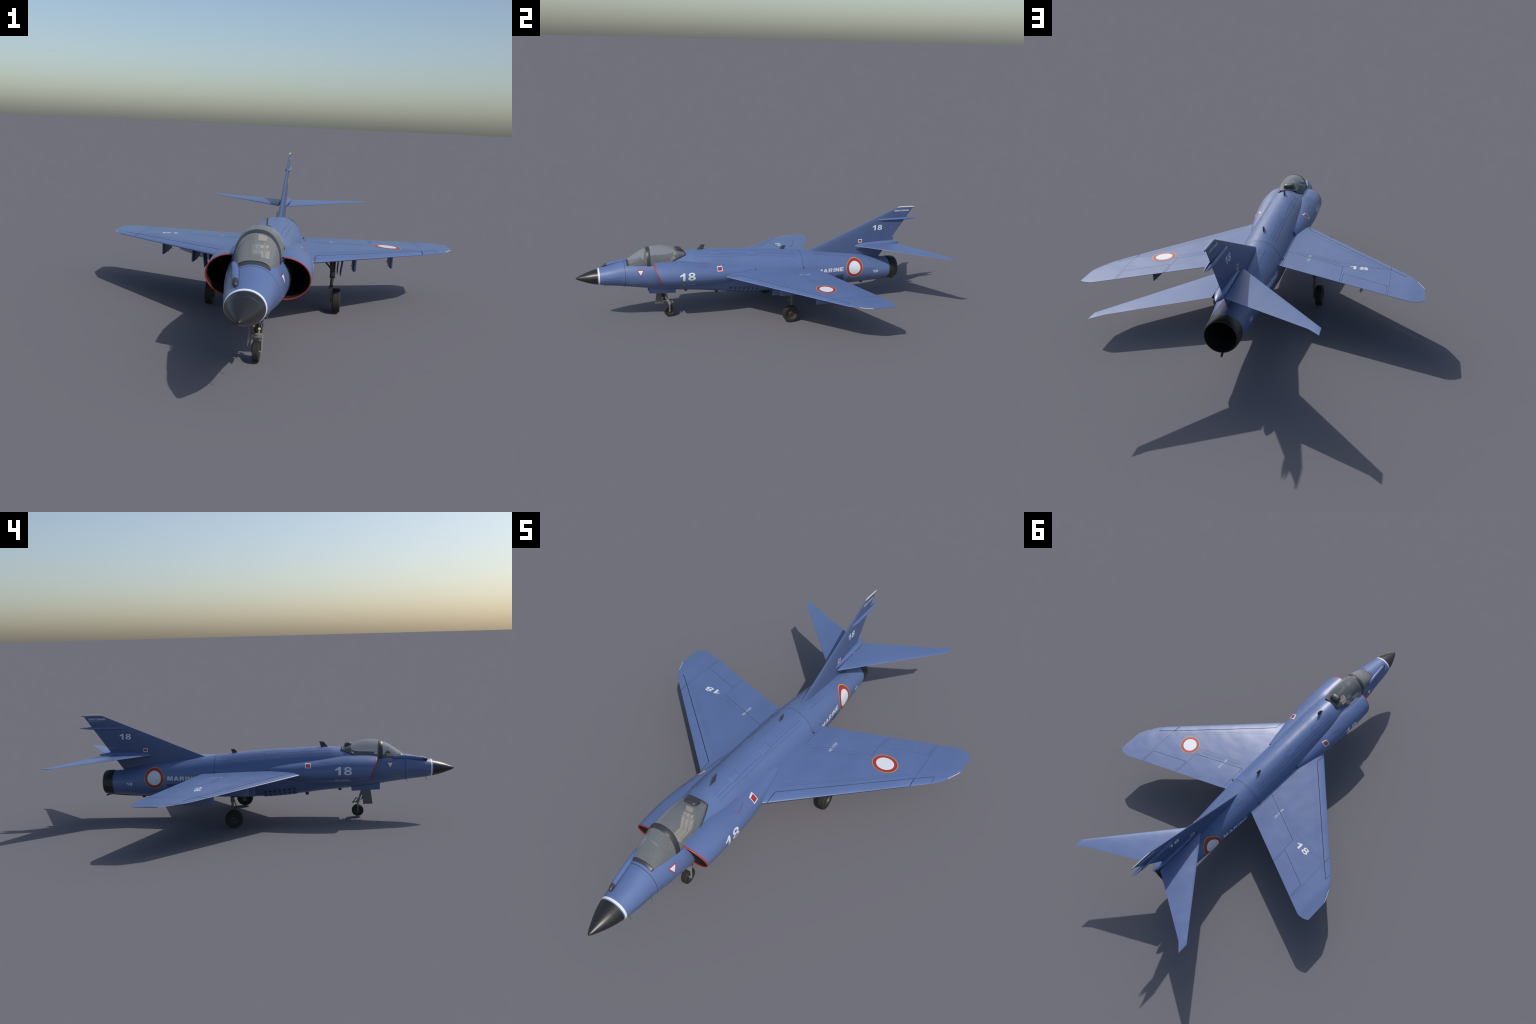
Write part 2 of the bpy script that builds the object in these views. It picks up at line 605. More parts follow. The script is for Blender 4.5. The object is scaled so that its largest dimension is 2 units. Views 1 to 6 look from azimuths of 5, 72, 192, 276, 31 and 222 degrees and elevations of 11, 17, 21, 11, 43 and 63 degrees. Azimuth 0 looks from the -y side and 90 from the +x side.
b = Build()
zf = [(-.4900, .364, .3790), (-.4880, .362, .3825), (-.4835, .360, .3845), (-.4700, .356, .3838), (-.4590, .354, .3800), (-.4555, .354, .3760)]
rings = []
for y, z0, z1 in zf:
    w = .0245 if -.488 < y < -.458 else .0205
    rr = []
    for i in range(24):
        a = 2 * pi * i / 24
        c_, s_ = cos(a), sin(a)
        rr.append(Vector((w * math.copysign(abs(c_) ** .5, c_), y, (z0 + z1) / 2 + (z1 - z0) / 2 * math.copysign(abs(s_) ** .6, s_))))
    rings.append(rr)
loft("headrest_fairing", rings, FRAME, CANOPY, caps=(True, True), smooth=40)

# ---------------------------------------------------------------- cockpit
COCKPIT = bpy.data.objects.new("cockpit", None)
SC.collection.objects.link(COCKPIT)
COCKPIT.parent = ROOT
rings = []
for y in linspace(-.7345, -.4430, 40):
    ps = sill_pt(y)
    xi, zs = ps.x - .0012, ps.z - .0006
    fl = lerp(.262, .250, clamp((y + .735) / .1))
    if y > -.50:
        fl = lerp(.250, .352, clamp((y + .50) / .0576))
    fl = min(fl, zs - .001)
    rings.append([Vector((xi, y, zs)), Vector((xi * .93, y, lerp(zs, fl, .2))), Vector((xi * .86, y, lerp(zs, fl, .5))), Vector((xi * .8, y, fl)),
                  Vector((-xi * .8, y, fl)), Vector((-xi * .86, y, lerp(zs, fl, .5))), Vector((-xi * .93, y, lerp(zs, fl, .2))), Vector((-xi, y, zs))])
loft("cockpit_tub", rings, INTERIOR, COCKPIT, closed=False, smooth=0)
# coaming and instrument panel
rings = []
for y, k in [(-.7335, .985), (-.715, .97), (-.695, .95), (-.672, .92), (-.662, .90)]:
    ps = sill_pt(y)
    h = lerp(.004, .020, clamp((y + .7335) / .045))
    rings.append([Vector((ps.x * k * cos(a), y, ps.z - .001 + h * abs(sin(a)) ** .6)) for a in linspace(0, pi, 17)])
loft("instrument_coaming", rings, PANEL, COCKPIT, closed=False)
Build().box((-.046, -.668, .262), (.046, -.660, .322)).obj("instrument_panel", PANEL, COCKPIT, bevel=.002)
b = Build()
for i, (x, z) in enumerate([(-.03, .312), (-.012, .312), (.012, .312), (.03, .312), (-.022, .293), (0, .293), (.022, .293)]):
    b.tube((x, -.660, z), (x, -.6585, z), .0068, n=18)
b.obj("instrument_dial", RIM, COCKPIT)
b = Build()
b.box((-.013, -.682, .328), (.013, -.664, .337))
b.obj("sight_body", PANEL, COCKPIT, bevel=.001)
Build().plate([(-.012, -.668, .338), (.012, -.668, .338), (.0105, -.676, .362), (-.0105, -.676, .362)], .0012).obj("sight_glass", GLASS, COCKPIT)
b = Build()
for s in (1, -1):
    b.box((s * .054 - .013, -.655, .280), (s * .054 + .013, -.530, .286)) if False else b.hexa(
        [(s * .030, -.655, .250), (s * .053, -.655, .250), (s * .053, -.53, .250), (s * .030, -.53, .250)],
        [(s * .030, -.655, .290), (s * .053, -.655, .290), (s * .053, -.53, .290), (s * .030, -.53, .290)])
b.obj("side_console", INTERIOR, COCKPIT, bevel=.002)
Build().poly_tube([(0, -.622, .255), (0, -.618, .285), (0, -.612, .300)], [.0022, .002, .004], 10).obj("control_stick", PANEL, COCKPIT)


def tilt(y, z):
    """seat-back plane: y for a height z"""
    return -.520 + (z - .262) * .36 + y


SEAT = Build()
SEAT.hexa([(-.026, tilt(.004, .258), .258), (.026, tilt(.004, .258), .258), (.026, tilt(.022, .258), .258), (-.026, tilt(.022, .258), .258)],
          [(-.022, tilt(.004, .368), .368), (.022, tilt(.004, .368), .368), (.022, tilt(.018, .368), .368), (-.022, tilt(.018, .368), .368)])
SEAT.box((-.027, -.575, .252), (.027, -.512, .266))
for s in (1, -1):
    SEAT.box((s * .0295 - .002, -.572, .252), (s * .0295 + .002, -.515, .290))
seat = SEAT.obj("ejection_seat", INTERIOR, COCKPIT, bevel=.003)


def back_pad(x0, x1, z0, z1, d, name="seat_cushion", mat=CUSHION, th=.006):
    Build().hexa([(x0, tilt(d - th, z0), z0), (x1, tilt(d - th, z0), z0), (x1, tilt(d + .004, z0), z0), (x0, tilt(d + .004, z0), z0)],
                 [(x0, tilt(d - th, z1), z1), (x1, tilt(d - th, z1), z1), (x1, tilt(d + .004, z1), z1), (x0, tilt(d + .004, z1), z1)]
                 ).obj(name, mat, COCKPIT, bevel=.0022)


back_pad(-.023, -.0095, .272, .316, .002)
back_pad(-.0070, .0070, .272, .316, .002)
back_pad(.0095, .023, .272, .316, .002)
back_pad(-.019, -.0095, .321, .331, .002)
back_pad(-.0070, .0070, .321, .331, .002)
back_pad(.0095, .019, .321, .331, .002)
back_pad(-.013, .013, .342, .363, .002, "seat_headrest")
Build().box((-.024, -.570, .265), (.024, -.517, .272)).obj("seat_cushion", CUSHION, COCKPIT, bevel=.003)
b = Build()
for s in (1, -1):
    b.plate([(s * .0070, tilt(-.0050, .338), .338), (s * .0095, tilt(-.0050, .338), .338), (s * .0095, tilt(-.0055, .272), .272), (s * .0070, tilt(-.0055, .272), .272)], .0012)
    b.plate([(s * .0070, tilt(-.0055, .273), .273), (s * .0095, tilt(-.0055, .273), .273), (s * .013, -.562, .274), (s * .010, -.562, .274)], .0012)
b.box((-.024, tilt(-.005, .318), .3165), (.024, tilt(-.003, .318), .3205))
b.obj("seat_harness", STRAP, COCKPIT)


# ---------------------------------------------------------------- wings
def naca(c):
    """unit half-thickness distribution (max 1 at 30 % chord)"""
    c = clamp(c)
    return (0.2969 * sqrt(c) - .126 * c - .3516 * c * c + .2843 * c ** 3 - .1036 * c ** 4) / .1


W_LE0 = line((.1462, -.2306), (.5385, .1605))
W_TE0 = line((.091, .2614), (.5331, .4442))
W_TIP_LE = pchip([.600, .6176, .6309, .6435, .6561, .6693, .6712], [W_LE0(.600), .2417, .2602, .2877, .3154, .3458, .3500])
W_TIP_TE = pchip([.5997, .612, .6234, .647, .660, .6712], [W_TE0(.5997), .4765, .4785, .4755, .4700, .4635])
W_ZLE = line((.1462, .2405), (.5385, .2192))
W_ZTE = line((.091, .2415), (.5331, .2189))
TIP_X = .6712


def w_le(x):
    return W_LE0(x) if x < .600 else W_TIP_LE(x)


def w_te(x):
    return W_TE0(x) if x < .5997 else W_TIP_TE(x)


def w_half(x, f):
    c = w_te(x) - w_le(x)
    k = lerp(.0260, .0195, clamp((x - .1) / .45))
    if x > .60:
        k *= 1 - .45 * ((x - .60) / .0712) ** 2
    return c * k * naca(f) + .0007 * min(1, f * 12)


def w_surf(x, y, side):
    """z of upper (side=1) or lower (-1) wing surface"""
    le, te = w_le(x), w_te(x)
    f = clamp((y - le) / (te - le))
    return lerp(W_ZLE(x), W_ZTE(x), f) + side * w_half(x, f)


def wing_panel(name, stations, s, parent, mat=None, n=26, smooth=38):
    """closed slice of the wing between front and rear lines, spanwise stations (x, y_front, y_rear)"""
    rings = []
    for x, yf, yr in stations:
        le, te = w_le(x), w_te(x)
        r = []
        us = [0.5 - 0.5 * cos(pi * i / n) for i in range(n + 1)]
        if yf > le + 1e-5:
            us = [i / n for i in range(n + 1)]
        else:
            us = [u ** 1.35 for u in us]
        top = [Vector((s * x, lerp(yf, yr, u), w_surf(x, lerp(yf, yr, u), 1))) for u in us]
        bot = [Vector((s * x, lerp(yf, yr, u), w_surf(x, lerp(yf, yr, u), -1))) for u in us]
        rings.append(top + list(reversed(bot)))
    return loft(name, rings, mat or BLUE, parent, closed=True, caps=(True, True), smooth=smooth)


SLAT_R = lambda x: line((.1477, -.1759), (.5383, .2036))(x) if x < .5384 else line((.5383, .2036), (.5997, .2599))(x)
FLAP_F = line((.1057, .1211), (.3489, .2244))
AIL_F = line((.3573, .2897), (.5303, .3628))
G = .0018
X_ROOT = .060
FL0, FL1, AI0, AI1 = .1048, .3495, .3568, .5308
SL0, SL1, SO0, SO1 = .1478, .5370, .5402, .6000

WINGS = {}
for s in (1, -1):
    def yf(x, e):
        xx = x + e
        return SLAT_R(x) if SL0 < xx < SO1 else w_le(x)

    def yr(x, e):
        xx = x + e
        if FL0 < xx < FL1:
            return FLAP_F(x)
        if AI0 < xx < AI1:
            return AIL_F(x)
        return w_te(x)
    xs = [(X_ROOT, 1e-4), (.08, 0)]
    for bx in (FL0, SL0, FL1, AI0, AI1, SO1):
        xs += [(bx, -1e-5), (bx, 1e-5)]
    xs += [(x, 0) for x in (.2, .25, .30, .40, .45, .50, .57, .6060, .612, .618, .6245, .631, .6373, .6436, .650, .6565, .663, .6693, .6712)]
    xs.sort()
    w = wing_panel("wing", [(x, yf(x, e), yr(x, e)) for x, e in xs], s, ROOT)
    WINGS[s] = w
    wing_panel("slat", [(x, w_le(x), SLAT_R(x) - G) for x in linspace(SL0 + .0012, SL1, 12)], s, w)
    wing_panel("slat", [(x, w_le(x), SLAT_R(x) - G) for x in linspace(SO0, SO1 - .0012, 6)], s, w)
    wing_panel("flap", [(x, FLAP_F(x) + G, w_te(x)) for x in linspace(FL0 + .0012, FL1 - .0012, 8)], s, w)
    wing_panel("aileron", [(x, AIL_F(x) + G, w_te(x)) for x in linspace(AI0 + .0012, AI1 - .0012, 8)], s, w)
    # glint of the bevelled tip leading edge, added as a pale strip
    b = Build()
    pts = [Vector((s * (x + .0001), w_le(x) - .0004, W_ZLE(x) + .0002)) for x in linspace(.6440, .6700, 12)]
    b.poly_tube(pts, [.0009] * 12, 6)
    b.obj("tip_edge_highlight", WHITE, w)

# ---------------------------------------------------------------- fin and tailplane
FIN_LE = line((.317, .2619), (.534, .7962))       # y as a function of z
FIN_TE = line((.2504, .6964), (.5319, .8946))
FIN_T = line((.27, .0120), (.534, .0042))          # half thickness


def fin_y(z, f):
    return lerp(FIN_LE(z), FIN_TE(z), f)


def fin_half(z, f):
    c = FIN_TE(z) - FIN_LE(z)
    return c * lerp(.021, .020, clamp((z - .3) / .2)) * naca(f) + .0005 * min(1, 10 * f)


def fin_panel(name, zs, f0, f1, parent, n=22):
    rings = []
    for z in zs:
        a, b_ = f0(z), f1(z)
        us = [0.5 - 0.5 * cos(pi * i / n) for i in range(n + 1)]
        us = [u ** 1.3 for u in us] if a < 1e-4 else [i / n for i in range(n + 1)]
        fs = [lerp(a, b_, u) for u in us]
        rings.append([Vector((fin_half(z, f), fin_y(z, f), z)) for f in fs] + [Vector((-fin_half(z, f), fin_y(z, f), z)) for f in reversed(fs)])
    return loft(name, rings, FIN_BLUE, parent, caps=(True, True))


RUD_Z0, RUD_Z1 = .3635, .5050
RUD_Y = line((.3662, .6892), (.5029, .8070))       # hinge line
RUD_F = lambda z: (RUD_Y(z) - FIN_LE(z)) / (FIN_TE(z) - FIN_LE(z))


def fin_end(z, e):
    return RUD_F(z) if RUD_Z0 < z + e < RUD_Z1 else 1.0


zs = [(z, 0) for z in linspace(.225, .355, 12)] + [(RUD_Z0, -1e-5), (RUD_Z0, 1e-5), (.40, 0), (.43, 0), (.47, 0), (.49, 0), (RUD_Z1, -1e-5), (RUD_Z1, 1e-5), (.52, 0), (.534, 0)]


def fin_main():
    rings = []
    n = 22
    for z, e in zs:
        us = [(0.5 - 0.5 * cos(pi * i / n)) ** 1.3 for i in range(n + 1)]
        fs = [fin_end(z, e) * u for u in us]
        rings.append([Vector((fin_half(z, f), fin_y(z, f), z)) for f in fs] + [Vector((-fin_half(z, f), fin_y(z, f), z)) for f in reversed(fs)])
    return loft("fin", rings, FIN_BLUE, ROOT, caps=(True, True))


FIN = fin_main()
fin_panel("rudder", linspace(RUD_Z0 + .0008, RUD_Z1 - .0008, 8), lambda z: RUD_F(z) + .0012 / (FIN_TE(z) - FIN_LE(z)), lambda z: 1.0, FIN)
# pale cap at the fin tip
rings = []
for y, w, z0, z1 in [(.7955, .0006, .5328, .5342), (.803, .0018, .5325, .5378), (.815, .0023, .5322, .5402), (.85, .0025, .5320, .5401), (.885, .0023, .5316, .5394), (.9035, .0018, .5320, .5378), (.9045, .0015, .5330, .5372)]:
    rings.append([Vector((w * cos(2 * pi * i / 16), y, (z0 + z1) / 2 + (z1 - z0) / 2 * sin(2 * pi * i / 16))) for i in range(16)])
loft("fin_cap", rings, CAPMAT, FIN, caps=(True, True))
b = Build()
b.tube((0, .892, .5322), (0, .9045, .5326), .0022, .0020, 10)
b.ball((0, .9045, .5326), .0020)
b.obj("tail_lamp", BLACK, FIN)


def spindle(name, y0, y1, cx, z0, z1, rx, rz, prof, mat, parent, n=28, cx_end=None, e=2.0):
    rings = []
    for i in range(33):
        t = i / 32
        r = prof(t)
        x = cx if cx_end is None or t < .55 else lerp(cx, cx_end, ((t - .55) / .45) ** 1.5)
        rr = []
        for k in range(n):
            c, q = cos(2 * pi * k / n), sin(2 * pi * k / n)
            rr.append(Vector((x + rx * r * math.copysign(abs(c) ** (2 / e), c), lerp(y0, y1, t), lerp(z0, z1, t) + rz * r * math.copysign(abs(q) ** (2 / e), q))))
        rings.append(rr)
    return loft(name, rings, mat, parent, caps=(True, True))


SP_UP = pchip([0, .04, .10, .20, .68, .80, .90, 1.0], [.02, .45, .78, 1.0, 1.0, .84, .52, .04])
for s in (1, -1):                                        # half-round bodies, flat face towards the fin
    rings = []
    for i in range(37):
        t = i / 36
        r = SP_UP(t)
        rr = [Vector((s * (.0034 + .0100 * r * cos(pi * (k / 14 - .5))), lerp(.671, .9215, t), lerp(.4678, .4697, t) + .0068 * r * sin(pi * (k / 14 - .5)))) for k in range(15)]
        rings.append(rr)
    loft("fin_fairing", rings, BLUE, FIN, caps=(True, True), smooth=40)
SP_LOW = pchip([0, .05, .15, .30, .55, .78, .90, .96, 1.0], [.03, .22, .52, .80, 1.0, 1.0, .74, .42, .05])
spindle("tailplane_fairing", .508, .8245, 0, .3276, .3282, .0196, .0145, SP_LOW, BLUE, FIN, n=36, e=2.7)
b = Build()
b.tube((0, .4985, .3274), (0, .520, .3276), .0013, .0030, 10)
b.obj("fairing_spike", BLADE, FIN)
# black gap bodies between fairing and tailplane root
T_LE = [(.0226, .5327), (.3661, .9494)]
T_TE = [(.0220, .7956), (.3283, .9632), (.3655, .9979)]
t_le = line(*T_LE)
t_te = pchip([p[0] for p in T_TE], [p[1] for p in T_TE])
t_te = lambda x: line(T_TE[0], T_TE[1])(x) if x < .3283 else line(T_TE[1], T_TE[2])(x)
t_z = line((.0226, .3284), (.3661, .3216))
TAILPLANES = []
for s in (1, -1):
    rings = []
    n = 20
    for x in [.0226] + linspace(.04, .32, 10) + [.3282, .3284, .345, .3645, .3658]:
        us = [(0.5 - 0.5 * cos(pi * i / n)) ** 1.3 for i in range(n + 1)]
        le, te = t_le(x), t_te(x)
        c = te - le
        k = lerp(.021, .018, x / .36) * (1 if x < .365 else .5)
        up = [Vector((s * x, lerp(le, te, u), t_z(x) + c * k * naca(u) + .0004 * min(1, u * 8))) for u in us]
        dn = [Vector((s * x, lerp(le, te, u), t_z(x) - c * k * naca(u) - .0004 * min(1, u * 8))) for u in us]
        rings.append(up + list(reversed(dn)))
    t = loft("tailplane", rings, BLUE, ROOT, caps=(True, True))
    Build().tube((s * .008, .6915, .3300), (s * .0285, .6915, .3322), .0042, .0036, 16).obj("tailplane_pivot", BLUE, t)
    TAILPLANES.append(t)

# ---------------------------------------------------------------- exhaust nozzle
NZ_Y0, NZ_Y1 = .7430, .7970
nzc = (.2455 + .1215) / 2
NZ_R = pchip([.743, .749, .762, .775, .784, .791, .7955, .797], [.0632, .0648, .0644, .0636, .0625, .0607, .0588, .0574])
rings = []
ny = 72


def circ(y, r, z=None, n=ny):
    return [Vector((r * sin(2 * pi * i / n), y, (z if z is not None else nzc) + r * cos(2 * pi * i / n))) for i in range(n)]


for y in [.743, .7445, .747, .751, .760, .770, .778, .784, .788, .791, .7935, .7955, .7967, .797]:
    rings.append(circ(y, NZ_R(y)))
rings = [circ(.744, .055)] + rings + [circ(.7966, .0564), circ(.794, .0555), circ(.775, .0547)]
loft("exhaust_nozzle", rings, NOZZLE)
NOZ = bpy.data.objects["exhaust_nozzle"]
loft("jet_pipe", [circ(.786, .0549), circ(.74, .0540), circ(.66, .0525), circ(.60, .050), circ(.598, .012), circ(.615, .001)], INNER_BLACK, NOZ)
b = Build()
for i in range(12):
    a = 2 * pi * i / 12
    b.tube((.010 * sin(a), .606, nzc + .010 * cos(a)), (.050 * sin(a), .606, nzc + .050 * cos(a)), .0012, n=8)
for r in (.022, .036):
    p = [Vector((r * sin(2 * pi * i / 32), .606, nzc + r * cos(2 * pi * i / 32))) for i in range(33)]
    b.poly_tube(p, [.0010] * 33, 6)
b.obj("flame_holder", DUCT, NOZ)

# ---------------------------------------------------------------- refuelling pod on the starboard nose
POD = [(-.8668, -.0268, .2974, .001), (-.8655, -.0268, .2977, .0036), (-.8605, -.0275, .2987, .0064), (-.852, -.0290, .3004, .0078), (-.8425, -.0303, .3024, .0080),
       (-.82, -.0332, .3056, .0084), (-.79, -.0370, .3094, .0088), (-.76, -.0412, .3126, .0090), (-.735, -.0452, .3144, .0089), (-.715, -.0498, .3145, .0077), (-.70, -.0530, .3130, .0050), (-.690, -.0548, .3118, .0015)]


def pod_rings(lo, hi):
    out = []
    for y, x, z, r in POD[lo:hi]:
        out.append([Vector((x + r * cos(2 * pi * i / 24), y, z + 1.1 * r * sin(2 * pi * i / 24))) for i in range(24)])
    return out


loft("refuelling_pod", pod_rings(4, 12), BLUE, caps=(True, True))
PODO = bpy.data.objects["refuelling_pod"]
loft("pod_tip", pod_rings(0, 5), FRAME, PODO, caps=(True, True))


# ---------------------------------------------------------------- aerials, blades, belly fittings
def blade(name, pts, th, mat=BLADE, parent=ROOT):
    """swept aerial: side profile in (y,z), diamond-ish thickness"""
    c = Vector((0, sum(p[0] for p in pts) / len(pts), sum(p[1] for p in pts) / len(pts)))
    bb = Build()
    L = [Vector((-th * .25, p[0], p[1])) for p in pts]
    R = [Vector((th * .25, p[0], p[1])) for p in pts]
    k = .72
    Li = [Vector((-th / 2, lerp(c.y, p[0], k), lerp(c.z, p[1], .94))) for p in pts]
    Ri = [Vector((th / 2, lerp(c.y, p[0], k), lerp(c.z, p[1], .94))) for p in pts]
    n = len(pts)
    v = Li + L + R + Ri
    f = grid_faces(4, n, wrap_v=True) + [tuple(range(n)), tuple(reversed(range(3 * n, 4 * n)))]
    return bb.add(v, f).obj(name, mat, parent, smooth=20)


blade("blade_aerial", [(-.374, .3600), (-.3375, .3600), (-.3285, .3882), (-.3500, .3882)], .0036)
blade("blade_aerial", [(.0895, .3340), (.1175, .3320), (.1245, .3532), (.1045, .3535)], .0034)
b = Build()
for s in (1, -1):
    b.tube((s * .0335, -.855, .2140), (s * .0405, -.8625, .1945), .0012, .0007, 8)
    b.tube((s * .0400, -.7590, .2040), (s * .0480, -.7670, .1865), .0012, .0007, 8)
b.obj("nose_probe", BLADE)
b = Build()
b.hexa([(-.003, -.4400, .1355), (.003, -.4400, .1355), (.003, -.4250, .1350), (-.003, -.4250, .1350)],
       [(-.004, -.4420, .1520), (.004, -.4420, .1520), (.004, -.4230, .1520), (-.004, -.4230, .1520)])
b.obj("belly_aerial", BLADE)
b = Build()
b.hexa([(-.004, -.2720, .1125), (.004, -.2720, .1125), (.004, -.2570, .1120), (-.004, -.2570, .1120)],
       [(-.005, -.2750, .132), (.005, -.2750, .132), (.005, -.2540, .132), (-.005, -.2540, .132)])
b.obj("belly_aerial", BLADE)

# arrester hook along the tail belly, with its foot behind the nozzle
b = Build()
b.poly_tube([(0, .555, .1085), (0, .68, .1130), (0, .765, .1190), (0, .788, .1165)], [.0036, .0034, .0032, .0030], 10)
b.tube((0, .782, .1178), (0, .796, .1120), .0042, .0036, 10)
b.ball((0, .796, .1120), .0040)
b.obj("arrester_hook", BLACK)
b = Build()
b.hexa([(-.004, .590, .0995), (.004, .590, .0995), (.004, .603, .0995), (-.004, .603, .0995)],
       [(-.006, .575, .113), (.006, .575, .113), (.006, .604, .113), (-.006, .604, .113)])
b.obj("tail_bumper", BLADE)

# small black port on the wing root beside the fuselage seam
b = Build()
for s in (1, -1):
    b.box((s * .0985 - .0022, .199, .2425), (s * .0985 + .0022, .2035, .2505))
b.obj("root_vent", BLACK)

# ---------------------------------------------------------------- underwing pylons
def pylon(x, y0, y1, zb, half, s, braces):
    w = WINGS[s]
    plan = []
    n = 26
    for i in range(n + 1):
        u = (1 - cos(pi * i / n)) / 2
        t = half * min(1, (u / .12) ** .5 if u < .12 else 1) * (1 if u < .6 else 1 - .85 * ((u - .6) / .4) ** 1.6)
        plan.append((u, t))
    rings = []
    for k in range(6):
        f = k / 5
        r = []
        for u, t in plan:
            y = lerp(y0, y1, u)
            zt = w_surf(x, y, -1) + .003
            z = lerp(zt, zb, f)
            tt = t * (1 if f < .99 else .55)
            r.append(Vector((s * (x + tt), y + (.004 * (1 - f) if u < .02 else 0), z)))
        for u, t in reversed(plan[1:-1]):
            y = lerp(y0, y1, u)
            z = lerp(w_surf(x, y, -1) + .003, zb, f)
            tt = t * (1 if f < .99 else .55)
            r.append(Vector((s * (x - tt), y, z)))
        rings.append(r)
        if k == 4:
            rings.append([Vector((p.x, p.y, lerp(p.z, zb, .85))) for p in r])
    p = loft("pylon", rings, BLUE_IN, w, caps=(True, True), smooth=50)
    b = Build()
    for y in braces:
        for q in (1, -1):
            b.tube((s * (x + q * .002), y, zb + .004), (s * (x + q * (half + .0035)), y, zb - .0015), .0011, .0009, 8)
    b.obj("sway_brace", BLACK, p)


for s in (1, -1):
    pylon(.4275, .150, .3085, .1615, .0058, s, (.215, .286))
    pylon(.2866, .003, .160, .1692, .0062, s, (.0616, .117))


# ---------------------------------------------------------------- landing gear
def spin(name, prof, c, mat, parent, n=48, caps=True):
    """solid of revolution about the x axis; prof = [(x, r)]"""
    rings = [[Vector((c[0] + x, c[1] + r * sin(2 * pi * i / n), c[2] + r * cos(2 * pi * i / n))) for i in range(n)] for x, r in prof]
    return loft(name, rings, mat, parent, caps=(caps, caps), smooth=32)


def wheel(c, R, h, rr, s, parent, holes=8, dish=.22):
    tread = []
    half = [(.93, .955), (.82, .985), (.66, .996)]
    pr = [(-h * .70, rr * .98), (-h * .90, lerp(rr, R, .12)), (-h, lerp(rr, R, .45)), (-h * .985, lerp(rr, R, .68))] + [(-h * a, R * b) for a, b in half]
    g = R - .0011
    for xg in (-.48, -.16, .16, .48):
        pr += [(h * xg - .0009, R), (h * xg - .0005, g), (h * xg + .0005, g), (h * xg + .0009, R)]
    pr += [(-x, r) for x, r in reversed(pr[:7])]
    spin("tyre", pr, c, TYRE, parent, 56, caps=False)
    rp = []
    for q in (-1, 1):
        side = [(h * .72, rr * 1.01), (h * .78, rr * .96), (h * .70, rr * .90), (h * dish, rr * .80), (h * (dish - .1), rr * .50), (h * .42, rr * .40), (h * .50, rr * .18), (h * .50, .0004)]
        rp.append([(q * x, r) for x, r in side])
    prof = list(reversed(rp[0])) + rp[1]
    spin("rim", prof, c, RIM, parent, 48)
    b = Build()
    for q in (-1, 1):
        for i in range(holes):
            a = 2 * pi * i / holes
            yy, zz = c[1] + rr * .62 * sin(a), c[2] + rr * .62 * cos(a)
            b.tube((c[0] + q * h * (dish - .12), yy, zz), (c[0] + q * (h * (dish - .02) + .0006), yy, zz), rr * .085, n=10)
        b.tube((c[0] + q * h * .3, c[1], c[2]), (c[0] + q * h * .54, c[1], c[2]), rr * .12, n=12)
    b.obj("rim_black_spot", BLACK, parent)  # black cylinders standing in for rim holes, and hub ends


def gear_root(name):
    e = bpy.data.objects.new(name, None)
    SC.collection.objects.link(e)
    e.parent = ROOT
    return e


for s in (1, -1):
    g = gear_root("main_gear")
    X = lambda x: s * x
    wheel((X(.2325), .0863, .0443), .0443, .0143, .0288, s, g)
    b = Build()
    b.tube((X(.2150), .0950, .2330), (X(.2142), .0940, .150), .0078, .0086)
    b.tube((X(.2142), .0940, .150), (X(.2140), .0938, .1295), .0098, .0100)
    b.tube((X(.2140), .0938, .1295), (X(.2138), .0940, .1260), .0112, .0100)
    b.tube((X(.2138), .0942, .128), (X(.2122), .0960, .090), .0062, .0060)
    b.tube((X(.2122), .0950, .0945), (X(.2120), .0955, .0840), .0088, .0092)
    b.hexa([(X(.2045), .078, .030), (X(.2120), .078, .030), (X(.2120), .095, .030), (X(.2045), .095, .030)],
           [(X(.2065), .088, .090), (X(.2165), .088, .090), (X(.2165), .104, .090), (X(.2065), .104, .090)])
    b.tube((X(.2040), .0863, .0443), (X(.2325), .0863, .0443), .0055)
    b.obj("strut", STRUT_DK, g, bevel=.0006)
    b = Build()
    b.tube((X(.1975), .0960, .2350), (X(.2085), .0940, .150), .0040)
    b.tube((X(.2075), .0900, .2350), (X(.2135), .0900, .152), .0036)
    b.tube((X(.1400), .0960, .2300), (X(.2085), .0950, .158), .0030)
    b.obj("side_brace", STRUT_DK, g)
    b = Build()
    b.tube((X(.2140), .0850, .1290), (X(.2135), .0755, .1005), .0030, .0026)
    b.tube((X(.2135), .0755, .1005), (X(.2128), .0905, .0860), .0026, .0030)
    b.obj("torque_link", STRUT_DK, g)
    b = Build()
    b.tube((X(.2090), .0750, .1000), (X(.2180), .0750, .1000), .0040, n=14)
    b.tube((X(.2090), .0850, .1290), (X(.2190), .0850, .1290), .0036, n=14)
    b.tube((X(.2085), .0905, .0870), (X(.2170), .0905, .0870), .0034, n=14)
    b.obj("link_pin", BLACK, g)
    b = Build()
    b.plate([(X(.2465), -.0219, .2310), (X(.2465), .0420, .2310), (X(.2384), .0420, .1577), (X(.2384), -.0219, .1577)], .0032)
    b.obj("gear_door", BLUE_IN, g, bevel=.0006)
    b = Build()
    b.plate([(X(.2320), .0300, .2310), (X(.2320), .1000, .2310), (X(.2286), .1000, .1520), (X(.2286), .0300, .1520)], .0020)
    b.hexa([(X(.205), .108, .200), (X(.2255), .108, .205), (X(.2255), .135, .205), (X(.205), .135, .200)],
           [(X(.205), .104, .236), (X(.2295), .104, .234), (X(.2295), .145, .234), (X(.205), .145, .236)])
    b.obj("gear_bay_black", BLACK, g)  # dark inner door leaf, plus a black block standing in for the bay

